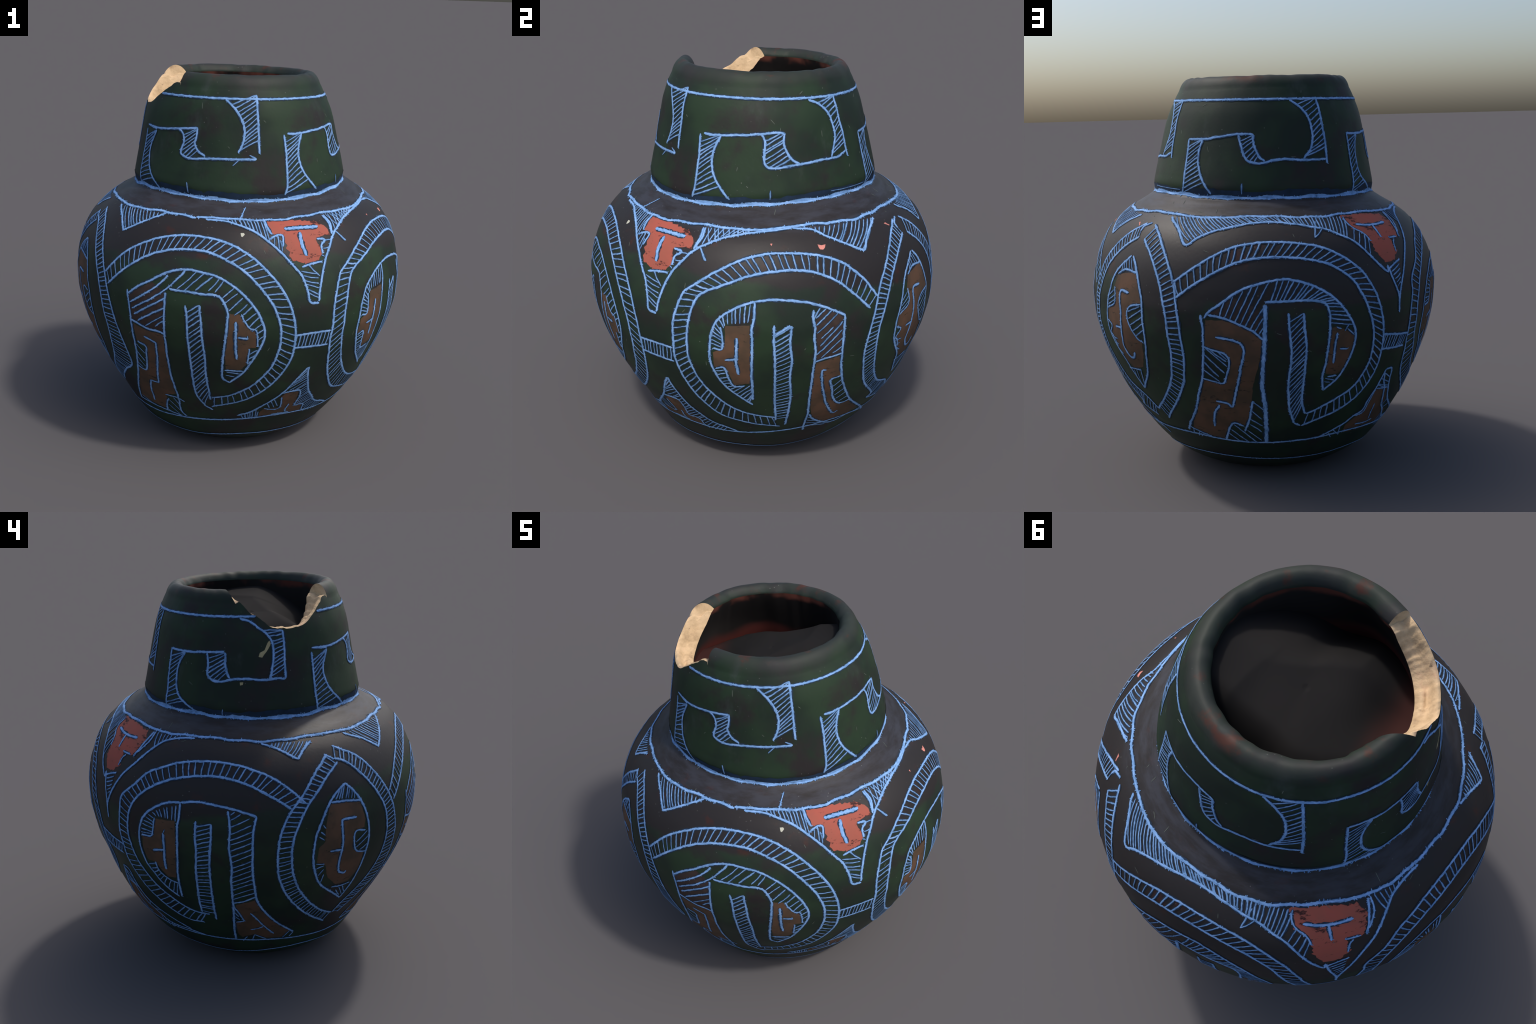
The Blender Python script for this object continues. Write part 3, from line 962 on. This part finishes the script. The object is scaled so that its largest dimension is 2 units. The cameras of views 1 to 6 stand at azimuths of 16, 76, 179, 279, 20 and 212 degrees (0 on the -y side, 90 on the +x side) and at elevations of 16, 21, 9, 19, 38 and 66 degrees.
rung([(93.7, 0.783), (100.3, 0.872)])
rung([(97.2, 0.8), (100.2, 0.827)])
patch([(92.3, 0.754), (96, 0.766), (100, 0.775), (101.7, 0.653), (98.4, 0.634), (100.6, 0.519), (102.7, 0.467), (105.9, 0.436), (110.2, 0.442), (119.7, 0.32), (115.6, 0.299), (109.8, 0.286), (101.6, 0.296), (95.6, 0.375), (93.1, 0.476), (92.3, 0.583), (92.1, 0.679)], 'ochre')
rail([(96.1, 0.703), (94.7, 0.699), (95.6, 0.619), (97.6, 0.531), (100.1, 0.45), (104.6, 0.366), (106.8, 0.374)], w=0.008)
rail([(101.6, 0.647), (98.4, 0.631), (100.3, 0.554), (101.5, 0.501), (104.4, 0.448), (106.8, 0.435), (110.2, 0.442)], w=0.008)
rung([(99.9, 0.582), (102.5, 0.617)])
rung([(101, 0.544), (103.5, 0.586)])
rung([(102, 0.512), (105.4, 0.55)])
rung([(103.1, 0.483), (106.6, 0.517)])
rung([(105, 0.456), (108.5, 0.48)])
rail([(94, 0.397), (97.1, 0.343), (104.5, 0.282), (110, 0.273), (116.1, 0.292), (126.5, 0.26)], w=0.008)
rung([(94.1, 0.372), (95.9, 0.361)])
rung([(94.2, 0.346), (99, 0.322)])
rung([(94.4, 0.319), (102.1, 0.294)])
rung([(94.5, 0.296), (104.5, 0.269)])

motif('lens_panel')
band([(137.3, 1.289), (142.8, 1.241), (147.4, 1.174), (150.7, 1.106), (152.5, 1.044), (153.4, 0.979), (154.2, 0.904), (154.6, 0.81), (154.7, 0.719), (153.4, 0.621), (150.7, 0.543), (146, 0.457), (137.6, 0.348)],
     [(136.2, 1.227), (141, 1.174), (144.7, 1.114), (147.2, 1.053), (148.6, 0.989), (149.9, 0.915), (150.3, 0.82), (150.4, 0.729), (148.9, 0.631), (147.3, 0.582), (145.4, 0.54), (141.1, 0.472), (134.4, 0.394)], 42, slant=-0.02)
band([(132.7, 1.291), (126.5, 1.247), (121.2, 1.186), (117, 1.121), (114.1, 1.058), (111.3, 0.946), (109.7, 0.857), (108.9, 0.777), (110.1, 0.67), (114.3, 0.534), (123.6, 0.406), (122.1, 0.38), (131.1, 0.347)],
     [(133.1, 1.233), (127.9, 1.192), (123.5, 1.142), (120.4, 1.095), (117.8, 1.03), (114.8, 0.931), (113.3, 0.832), (113.8, 0.733), (116.2, 0.614), (121.7, 0.51), (129.7, 0.456), (134.4, 0.394)], 54, slant=-0.01)
rail([(135.3, 1.294), (132.1, 1.277), (132.1, 1.255)])
rail([(134, 1.151), (136.8, 1.104), (139.2, 1.034), (140.9, 0.962), (141, 0.884), (141.1, 0.786), (140, 0.699), (137.8, 0.604), (131.8, 0.502)])
rail([(133.2, 1.15), (128.6, 1.099), (125.7, 1.049), (124, 0.984), (122.2, 0.907), (121.2, 0.837), (121.7, 0.769), (124.2, 0.706), (127.2, 0.644), (129, 0.577), (131.8, 0.502)])
patch([(128.1, 1.064), (132.2, 1.075), (137.7, 1.08), (139.1, 1.042), (140.5, 0.947), (135.6, 0.929), (134.5, 0.887), (135.5, 0.824), (139.4, 0.774), (139, 0.705), (136.6, 0.628), (130.8, 0.61), (127.2, 0.644), (124.9, 0.709), (123.2, 0.756), (122.3, 0.775), (124.3, 0.811), (122, 0.839), (122.8, 0.9), (127.7, 0.933), (126.6, 1.005)], 'ochre')
rail([(127.1, 1.006), (127.4, 0.932), (122.8, 0.898)], w=0.006)
rail([(121.9, 0.834), (124.3, 0.811), (122.3, 0.775), (123.7, 0.753), (124.9, 0.709)], w=0.006)
rail([(134.9, 0.99), (130.4, 0.989), (130.8, 0.895), (130, 0.793), (129.3, 0.722), (131.2, 0.675), (133.4, 0.672), (134.8, 0.703)], w=0.009)
rail([(126.9, 0.814), (130.5, 0.815)], w=0.008)
rail([(128.1, 1.064), (131.9, 1.089), (137.9, 1.082)], w=0.008)
rungs([(128.9, 1.073), (131.1, 1.084), (133.7, 1.089), (137.5, 1.087)],
      [(129.5, 1.104), (130.9, 1.121), (132.7, 1.138), (134.8, 1.141)], 6)
rail([(140.5, 0.947), (135.6, 0.929), (134, 0.886), (135.2, 0.831), (137.9, 0.779), (140, 0.767)], w=0.007)
rung([(134.6, 0.903), (140.2, 0.938)])
rung([(134.8, 0.871), (140.9, 0.924)])
rung([(135.3, 0.84), (141.1, 0.892)])
rung([(136.2, 0.813), (141.1, 0.86)])
rung([(137.4, 0.791), (141.1, 0.828)])
rung([(123.9, 0.96), (126.8, 0.99)])
rung([(123.4, 0.935), (127.4, 0.967)])
rung([(122.9, 0.913), (127.5, 0.944)])
rung([(122.4, 0.754), (126.1, 0.747)])
rung([(122.9, 0.72), (126, 0.721)])
rung([(124.2, 0.706), (127.4, 0.672)])
rail([(127.5, 0.6), (131.1, 0.606), (135, 0.609)], w=0.007)
rung([(130.2, 0.599), (129.8, 0.542)])
rung([(132, 0.605), (131.1, 0.528)])
rung([(134.5, 0.608), (133, 0.524)])
rung([(128.6, 0.589), (129.7, 0.57)])

motif('red_shoulder_triangle')
rail([(142.5, 1.323), (149.2, 1.277), (154, 1.217), (157.4, 1.245), (161.9, 1.273), (167.3, 1.291), (172.8, 1.305), (181.5, 1.314), (190.2, 1.306), (195.8, 1.294), (202, 1.278), (206.6, 1.25), (210.1, 1.226), (213.7, 1.176), (216.9, 1.12), (220.7, 1.068), (221, 1.095), (222.7, 1.019), (224.3, 0.951), (224.7, 0.876)])
rungs([(144, 1.324), (153.5, 1.329), (162.9, 1.332), (172.4, 1.332), (181.6, 1.332), (190.8, 1.329), (199.1, 1.328), (207.3, 1.326), (212.4, 1.324)],
      [(153.8, 1.226), (157.3, 1.248), (162.4, 1.277), (168.4, 1.295), (174.5, 1.306), (182.7, 1.314), (191.9, 1.302), (200.8, 1.28), (208.5, 1.235)], 46, slant=0.01)
patch([(210.6, 1.327), (216.8, 1.33), (222.9, 1.329), (232.1, 1.32), (234.5, 1.297), (233.4, 1.235), (231.6, 1.211), (227.2, 1.216), (227.7, 1.154), (225.6, 1.117), (220.9, 1.116), (217.8, 1.17), (216.4, 1.249), (212.3, 1.269)], 'red')
rail([(214.7, 1.289), (222.3, 1.281), (229.9, 1.285)], w=0.01)
rail([(222.3, 1.281), (222.9, 1.225)], w=0.009)
rail([(235.8, 1.322), (234.5, 1.266), (233, 1.212)], w=0.008)
rail([(226.6, 1.218), (231.3, 1.216)], w=0.006)
rail([(227.2, 1.151), (227.9, 1.191), (229.1, 1.209)], w=0.006)
rail([(211, 1.317), (212.2, 1.283), (216, 1.248), (217.2, 1.215)], w=0.006)
rung([(199, 1.312), (196.9, 1.247)])
rung([(196.9, 1.247), (200.7, 1.285)])
rung([(213.1, 1.276), (210.8, 1.226)])
rung([(214.3, 1.257), (212, 1.207)])
rung([(215.8, 1.245), (213.9, 1.183)])
rung([(216.8, 1.23), (215.2, 1.159)])
rail([(255.7, 1.327), (249.9, 1.322), (243.4, 1.301), (239.1, 1.254), (235.3, 1.191), (231.3, 1.129), (228.2, 1.056), (225.9, 0.992), (224.6, 0.931), (224.6, 0.866)])
rail([(236.6, 1.323), (236.6, 1.287), (234, 1.234)], w=0.007)
rungs([(237.4, 1.324), (242.2, 1.323), (246.5, 1.324), (251.5, 1.322)],
      [(240, 1.267), (242.4, 1.293), (245.4, 1.307), (250, 1.321)], 8)
rail([(221, 1.077), (224.7, 1.102), (227.6, 1.115)], w=0.007)
rungs([(221.8, 1.072), (223.2, 1.034), (224.3, 0.985)],
      [(226.9, 1.103), (226.5, 1.058), (225.8, 1.005)], 5)

motif('coil_panel')
band([(151.8, 1.054), (155, 1.089), (159.1, 1.131), (164.1, 1.175), (169.7, 1.211), (175.5, 1.229), (182, 1.235), (189.6, 1.229), (197.2, 1.211), (203.4, 1.173), (209.5, 1.106), (212.9, 1.032), (215.4, 0.948), (217.2, 0.856), (218.2, 0.771), (218.6, 0.676), (218, 0.589), (215.3, 0.516), (210.8, 0.455), (205.2, 0.413), (198.9, 0.384), (192, 0.351)],
     [(153.4, 0.994), (157.6, 1.041), (161.7, 1.079), (167.2, 1.124), (172.7, 1.156), (177.7, 1.169), (182.9, 1.173), (189, 1.168), (195.3, 1.153), (200.9, 1.125), (206.5, 1.062), (209.4, 0.991), (211.8, 0.908), (213.6, 0.825), (214.5, 0.731), (214.1, 0.646), (212.3, 0.58), (209.3, 0.525), (204, 0.483), (199.8, 0.455), (196.3, 0.433), (193.3, 0.419)], 54)
band([(186.6, 0.932), (186.8, 0.863), (187.3, 0.784), (187.4, 0.701), (186.7, 0.615), (186.8, 0.524), (187.4, 0.448), (189.2, 0.37)],
     [(191, 0.928), (191.2, 0.858), (191.8, 0.778), (191.7, 0.696), (191.5, 0.609), (191.4, 0.518), (191.8, 0.461), (193, 0.42)], 22, slant=-0.1)
rail([(189.2, 0.37), (191.6, 0.351)])
rail([(162.5, 0.912), (164.1, 0.943), (167.1, 0.974), (171, 1.018), (174.8, 1.047), (179.7, 1.067), (185.6, 1.079), (190.5, 1.065), (195.4, 1.035), (200.3, 0.984), (203.9, 0.917), (206.5, 0.849), (207.4, 0.782), (206.5, 0.709), (204.8, 0.645), (202.5, 0.588), (198.3, 0.538)])
rail([(198.3, 0.538), (197.5, 0.616), (198.1, 0.685), (198.5, 0.768), (198.8, 0.848), (198.6, 0.925), (197.1, 0.966), (193.1, 0.982), (187.3, 0.984), (180.1, 0.984)])
rail([(161.4, 0.927), (161.9, 0.865), (161.6, 0.777), (160.9, 0.702), (159.5, 0.612), (157, 0.536), (153.7, 0.435), (146.2, 0.305)])
rail([(180.1, 0.973), (179.9, 0.868), (179.5, 0.765), (178.8, 0.665), (178.5, 0.576), (179, 0.483), (179, 0.354), (178.5, 0.255)], w=0.015)
rail([(163.6, 0.928), (168, 0.915), (172.8, 0.885), (176.6, 0.853), (179.4, 0.813)], w=0.008)
rung([(167.1, 0.922), (168.5, 0.985)])
rung([(168.5, 0.915), (171, 1.011)])
rung([(169.9, 0.904), (173.9, 1.033)])
rung([(171.4, 0.892), (176.5, 1.054)])
rung([(172.8, 0.881), (178.2, 1.054)])
rung([(174.2, 0.873), (181.2, 1.067)])
rung([(175.6, 0.861), (179.6, 0.959)])
rung([(177, 0.853), (179.8, 0.921)])
rung([(178, 0.838), (179.7, 0.875)])
rungs([(181, 0.984), (187.3, 0.984), (193.1, 0.982), (197.1, 0.966), (198.6, 0.925), (198.8, 0.863)],
      [(183.1, 1.077), (189.5, 1.07), (195.4, 1.035), (200.3, 0.984), (203.9, 0.917), (206.5, 0.841)], 19)
patch([(199.2, 0.847), (200.8, 0.852), (203.2, 0.84), (206.7, 0.801), (207.4, 0.771), (207.3, 0.718), (206.2, 0.684), (204.4, 0.632), (202, 0.614), (198.5, 0.624), (198.5, 0.708), (199.1, 0.788)], 'ochre')
rail([(201.2, 0.824), (200.7, 0.765), (200.6, 0.675)], w=0.008)
rail([(202.3, 0.744), (204.8, 0.738)], w=0.007)
rail([(199.2, 0.609), (202.4, 0.609)], w=0.007)
rung([(198.5, 0.602), (201.8, 0.586)])
rung([(198.4, 0.584), (200.5, 0.576)])
rung([(200.8, 0.852), (202.4, 0.841)])
rung([(204.3, 0.838), (206.7, 0.803)])
rung([(203.5, 0.828), (205.1, 0.859)])
patch([(162.9, 0.904), (168.1, 0.904), (171.9, 0.884), (175.3, 0.862), (179, 0.815), (178.6, 0.759), (177.7, 0.686), (175.5, 0.583), (174.9, 0.511), (174.3, 0.464), (173.2, 0.406), (171.6, 0.366), (166.7, 0.373), (161.9, 0.273), (156.9, 0.282), (149.2, 0.324), (154, 0.435), (159.1, 0.572), (160, 0.609), (166.1, 0.598), (168, 0.651), (169.2, 0.711), (167.5, 0.751), (161.6, 0.779), (161.9, 0.827)], 'ochre')
rail([(165.6, 0.827), (169.3, 0.817), (171.6, 0.808), (173.2, 0.788), (173.6, 0.752), (172.5, 0.687), (171.3, 0.618), (169.6, 0.537), (168, 0.471), (166.5, 0.489), (162.6, 0.499)], w=0.008)
rail([(163.6, 0.477), (161.1, 0.431), (159.2, 0.349)], w=0.008)
rail([(161.6, 0.779), (165, 0.762), (167.5, 0.751), (169, 0.723), (168.8, 0.686), (167.6, 0.634), (166.4, 0.598), (163.5, 0.604), (159.8, 0.618)], w=0.007)
rung([(162.1, 0.776), (168.3, 0.685)])
rung([(161.3, 0.746), (167.2, 0.651)])
rung([(161, 0.709), (165.2, 0.632)])
rung([(160.5, 0.667), (165.2, 0.606)])
rung([(163.5, 0.765), (168.2, 0.71)])
rung([(165.5, 0.762), (168.5, 0.719)])
rail([(175.1, 0.506), (174.2, 0.455), (173.1, 0.396), (170.8, 0.329)], w=0.008)
rail([(170.9, 0.36), (166.7, 0.373), (162.1, 0.268)], w=0.008)
rung([(175.1, 0.501), (178.5, 0.454)])
rung([(174.4, 0.45), (177.6, 0.401)])
rung([(173.8, 0.401), (177.7, 0.361)])
rung([(173.2, 0.371), (177.2, 0.324)])
rung([(171.8, 0.335), (176.8, 0.27)])
rung([(167.2, 0.368), (175, 0.254)])
rung([(165.7, 0.336), (171.5, 0.259)])
rung([(164.2, 0.313), (168.1, 0.262)])
rail([(147.7, 0.325), (152.2, 0.299), (156.1, 0.28)], w=0.006)
rung([(149, 0.318), (147.9, 0.284)])
rung([(151.1, 0.302), (149.9, 0.272)])
rung([(153.6, 0.297), (151, 0.27)])

motif('bridge_band')
band([(218.3, 0.776), (223.8, 0.761), (231.1, 0.745)],
     [(218.1, 0.702), (223.5, 0.693), (229.6, 0.686)], 10, slant=-0.05)

motif('foot_triangle')
rail([(224.2, 0.578), (222.7, 0.525), (221.5, 0.484), (219.1, 0.427), (217.7, 0.374), (213.8, 0.353), (210.8, 0.322), (206.1, 0.295), (200.3, 0.262)])
rail([(224.2, 0.578), (227.5, 0.571), (228.4, 0.513), (230, 0.448), (234.7, 0.369), (250.1, 0.258)])
rail([(222.1, 0.479), (228.9, 0.464)], w=0.006)
rail([(221.6, 0.478), (219.7, 0.401), (218.7, 0.361), (214.8, 0.35)], w=0.006)
rung([(224.3, 0.555), (227.9, 0.524)])
rung([(222.8, 0.533), (228.7, 0.494)])
rung([(222.6, 0.503), (229.2, 0.474)])
rung([(233, 0.39), (230.8, 0.35)])
rung([(237.4, 0.343), (233.3, 0.336)])
rung([(206.1, 0.295), (209.8, 0.252)])
rung([(209.1, 0.312), (209.8, 0.252)])
rung([(204.2, 0.279), (206.2, 0.246)])
patch([(222.2, 0.477), (228.8, 0.459), (232.1, 0.393), (231.3, 0.343), (237.2, 0.31), (237, 0.241), (224.4, 0.244), (211.4, 0.258), (211.7, 0.309), (215.8, 0.346), (219, 0.375), (220.5, 0.427)], 'ochre')
rail([(224.2, 0.39), (224.3, 0.346), (225, 0.299)], w=0.006)
rail([(228, 0.287), (223.7, 0.283), (217.1, 0.294)], w=0.006)
rail([(223.8, 0.57), (225, 0.513), (226.9, 0.468), (229.4, 0.376), (233.8, 0.322), (239, 0.262), (248.5, 0.252), (256.7, 0.232)])
rung([(224.2, 0.548), (225.7, 0.486)])
rung([(221.8, 0.503), (226.5, 0.47)])
rungs([(235, 0.317), (238.5, 0.277), (244.5, 0.259)],
      [(232.2, 0.242), (235.1, 0.222), (241.6, 0.226)], 6)

motif('coil_panel')
band([(295.4, 1.064), (291.6, 1.121), (287, 1.175), (281.7, 1.213), (275.5, 1.238), (268.4, 1.252), (260, 1.249), (252.7, 1.232), (246.8, 1.199), (242, 1.164), (237.5, 1.092), (232.6, 1.022), (231.9, 0.948), (231.1, 0.852), (231.1, 0.766), (231.5, 0.677), (232.9, 0.588), (235.7, 0.514), (240.5, 0.447), (246.2, 0.389), (252.4, 0.35), (259.3, 0.348)],
     [(290.7, 1.042), (287.2, 1.083), (282.6, 1.125), (277.3, 1.164), (272.4, 1.184), (266.8, 1.194), (260.5, 1.188), (254.7, 1.171), (249.5, 1.144), (244.1, 1.098), (239.2, 1.03), (236.9, 0.969), (235.9, 0.911), (235.4, 0.854), (235.7, 0.789), (236.5, 0.714), (239, 0.632), (242.3, 0.555), (247.7, 0.494), (252.6, 0.448), (257.1, 0.423), (262.6, 0.418)], 56)
band([(261.6, 0.978), (261.3, 0.905), (261.4, 0.815), (260.7, 0.716), (260.2, 0.608), (259.6, 0.514), (259.7, 0.429)],
     [(266.4, 0.969), (266.1, 0.869), (265.5, 0.776), (265.2, 0.675), (264.9, 0.562), (264.8, 0.454), (264.9, 0.384)], 24, slant=-0.07)
rail([(256.2, 1.059), (251.9, 1.049), (247.7, 1.016), (243.9, 0.969), (241.8, 0.917), (240.7, 0.85), (240.5, 0.773), (241.4, 0.697), (243.8, 0.634), (246.6, 0.569), (251.8, 0.511)])
rail([(256.2, 1.059), (256, 0.979), (255.5, 0.935), (255, 0.799), (253.6, 0.642), (252.9, 0.515)])
rail([(256.2, 1.059), (262.1, 1.074), (268.6, 1.062), (273.8, 1.046), (280.1, 1.014)])
rail([(280.1, 1.014), (279.1, 0.939), (278.9, 0.833), (278.9, 0.737), (279.5, 0.633), (280.7, 0.529), (284.1, 0.441), (289.4, 0.354), (297.6, 0.261)])
rail([(271.5, 1.04), (272.1, 0.954), (271.8, 0.849), (272.4, 0.755), (272, 0.63), (272.1, 0.515), (271.8, 0.389), (271.1, 0.221)])
rungs([(272.1, 0.97), (271.9, 0.849), (272.4, 0.755), (272, 0.63), (272.1, 0.527)],
      [(277.9, 1.014), (279, 0.921), (278.9, 0.796), (279.2, 0.687), (279.8, 0.576)], 15)
rail([(272.1, 0.515), (276, 0.529), (279.8, 0.559)], w=0.007)
rung([(272.3, 1.02), (273.5, 1.037)])
rung([(272.3, 0.995), (275.3, 1.026)])
patch([(247.3, 0.955), (251.1, 0.958), (254.6, 0.963), (254.7, 0.844), (252.9, 0.64), (249.4, 0.632), (246.9, 0.68), (245.9, 0.707), (242.4, 0.712), (241.4, 0.777), (242.2, 0.847), (245.7, 0.86), (246.9, 0.9)], 'ochre')
rail([(250.3, 0.885), (250.3, 0.812), (249.8, 0.742), (249.6, 0.681)], w=0.01)
rail([(245.7, 0.78), (250.4, 0.798)], w=0.009)
rung([(250, 0.879), (251, 0.909)])
rungs([(255.5, 1.045), (249.6, 1.013), (244.6, 0.963), (242.1, 0.901), (241.5, 0.853)],
      [(255.2, 0.96), (251.7, 0.968), (247.3, 0.963), (246.6, 0.899), (245.7, 0.86)], 13)
rungs([(242.2, 0.701), (243.8, 0.634), (246.7, 0.575), (251.9, 0.517)],
      [(245.7, 0.711), (246.5, 0.657), (249.8, 0.617), (253.6, 0.603)], 9)
rail([(245.7, 0.711), (246.5, 0.657), (249.8, 0.617), (253.6, 0.603)], w=0.007)
rail([(247.3, 0.959), (246.6, 0.899), (245.7, 0.858), (241.8, 0.85)], w=0.007)
patch([(273.1, 0.502), (277.2, 0.521), (279.8, 0.537), (281.5, 0.493), (284.1, 0.436), (287.2, 0.378), (290.7, 0.324), (295.7, 0.271), (293.1, 0.23), (286.2, 0.231), (279.8, 0.269), (274.4, 0.247), (272.9, 0.267), (272.5, 0.331), (272.5, 0.371), (275.9, 0.384), (274.3, 0.434), (272.7, 0.478)], 'ochre')
rail([(278.2, 0.444), (280.7, 0.399), (283.5, 0.343), (288.4, 0.268)], w=0.006)
rail([(283.5, 0.337), (281.5, 0.321), (278.3, 0.312)], w=0.006)
rail([(272.2, 0.491), (274.3, 0.434), (275.9, 0.383), (272.6, 0.374)], w=0.006, sharp=True)
rung([(276.6, 0.252), (274.4, 0.213)])
rung([(279.8, 0.265), (278.5, 0.219)])
rung([(279.8, 0.269), (285.1, 0.228)])
rung([(295.7, 0.271), (292.9, 0.226)])
rung([(297.7, 0.258), (296.1, 0.226)])
rung([(272.5, 0.444), (273.8, 0.416)])
rung([(272.6, 0.415), (274.1, 0.395)])

motif('lens_panel')
band([(305.9, 1.262), (299.9, 1.195), (294.8, 1.105), (290.7, 1.03), (288, 0.95), (286.8, 0.864), (286.6, 0.772), (287.6, 0.67), (290.6, 0.564), (295.4, 0.47), (302.8, 0.375), (312.5, 0.29)],
     [(309, 1.225), (303.8, 1.173), (299, 1.101), (295.5, 1.039), (293.2, 0.968), (291.4, 0.893), (290.9, 0.804), (291.8, 0.704), (294.4, 0.601), (299.7, 0.493), (306.6, 0.405), (314.1, 0.349)], 46)
band([(309.4, 1.29), (312.5, 1.27), (317.2, 1.238), (321.3, 1.18), (325, 1.102), (328.2, 1.019), (330.6, 0.936), (332.9, 0.831), (334.6, 0.723), (335.7, 0.612), (335.1, 0.518), (329.5, 0.463), (323.2, 0.394), (318.3, 0.333)],
     [(308.2, 1.241), (311.3, 1.227), (314.5, 1.193), (318.2, 1.134), (321.6, 1.064), (324.9, 0.98), (326.8, 0.899), (327.9, 0.81), (328.4, 0.718), (327.5, 0.629), (325.2, 0.545), (321.2, 0.476), (317.2, 0.415), (314.7, 0.346)], 50)
rail([(304.9, 1.264), (308.1, 1.238)])
rail([(309.8, 1.128), (312.8, 1.078), (315, 1.028), (316.7, 0.961), (318.1, 0.884), (318.7, 0.807), (318.6, 0.729), (317.8, 0.619), (316.9, 0.546), (314.2, 0.461)])
rail([(309.8, 1.128), (306.4, 1.096), (303.6, 1.055), (301.5, 1.001), (299.4, 0.93), (298.2, 0.862), (298, 0.779), (299.4, 0.685), (302.5, 0.599), (307.9, 0.531), (314.2, 0.461)])
patch([(303.2, 1.039), (308.4, 1.037), (314.6, 1.021), (316.4, 0.927), (316.2, 0.883), (312.7, 0.879), (312.6, 0.806), (313.9, 0.761), (317.7, 0.733), (317.4, 0.632), (314.5, 0.569), (309.2, 0.572), (304.5, 0.636), (302.7, 0.715), (299.5, 0.746), (299.5, 0.823), (301.6, 0.853), (301.7, 0.933)], 'ochre')
rail([(312.8, 0.95), (308, 0.953), (307.3, 0.934), (308.1, 0.823), (307.8, 0.717), (308.6, 0.662), (311.1, 0.64), (311.5, 0.655)], w=0.009)
rail([(303.7, 0.796), (307.8, 0.791)], w=0.009)
rail([(303.8, 1.05), (309.7, 1.042), (315.3, 1.027)], w=0.008)
rungs([(304.8, 1.06), (307.3, 1.057), (310.4, 1.052), (314.4, 1.039)],
      [(307.1, 1.099), (308.9, 1.118), (311.1, 1.104), (313.9, 1.058)], 8)
rail([(316.7, 0.867), (312.7, 0.874), (312.5, 0.811), (314.3, 0.76), (318.4, 0.74)], w=0.007)
rung([(313.2, 0.813), (317.5, 0.86)])
rung([(313.6, 0.782), (318.2, 0.829)])
rung([(315.4, 0.76), (318.7, 0.788)])
rung([(300.8, 0.944), (301.7, 0.924)])
rung([(300, 0.91), (301.5, 0.889)])
rung([(299.5, 0.885), (301.3, 0.863)])
rung([(299.2, 0.736), (302.3, 0.727)])
rung([(299.5, 0.705), (302.1, 0.717)])
rung([(300.6, 0.66), (302.3, 0.696)])
rung([(302.3, 0.611), (302.7, 0.664)])
rail([(307.6, 0.561), (311.8, 0.554), (315.7, 0.557)], w=0.007)
rung([(310.1, 0.533), (313, 0.485)])
rung([(311.3, 0.545), (314.2, 0.485)])
rung([(312.7, 0.55), (315.1, 0.498)])

motif('chips')
patch([(18.2, 1.279), (19.3, 1.279), (19.6, 1.273), (18.8, 1.263), (18.3, 1.266)], 'pale')
rail([(20.7, 1.385), (18.9, 1.355), (17.7, 1.323)], w=0.004)
patch([(95, 1.272), (96.2, 1.267), (97.8, 1.269), (97.2, 1.258), (96.4, 1.252), (95.4, 1.253), (95.1, 1.262)], 'pink')
patch([(78.7, 1.284), (79.5, 1.284), (79.2, 1.277)], 'pink')
patch([(127.5, 1.292), (128.1, 1.284), (127.3, 1.283)], 'pink')
patch([(126.5, 1.289), (127.6, 1.29), (128.9, 1.278), (128.5, 1.276)], 'pink')
patch([(82.5, 1.958), (84.8, 1.959), (85, 1.951), (83.2, 1.949)], 'pink')

# ------------------------------------------------------------ put ink on the jar
for ink in inks:
    holder = None
    if ink.f:
        holder = add_part(ink.name, ink.v, ink.f, [MAT['line'], MAT['halo'], MAT['rung'], MAT['scratch']], ink.m,
                          kind='stuff' if ink.name == 'scratches' else None)
    for kind, verts, faces in ink.patches:
        names = dict(red='red_paint_patch', ochre='ochre_paint_patch', bare_clay='clay_chip', pale='clay_chip', pink='clay_chip', brown='brown_stain_patch')
        add_part(names[kind], verts, faces, [MAT[kind]], parent=holder)
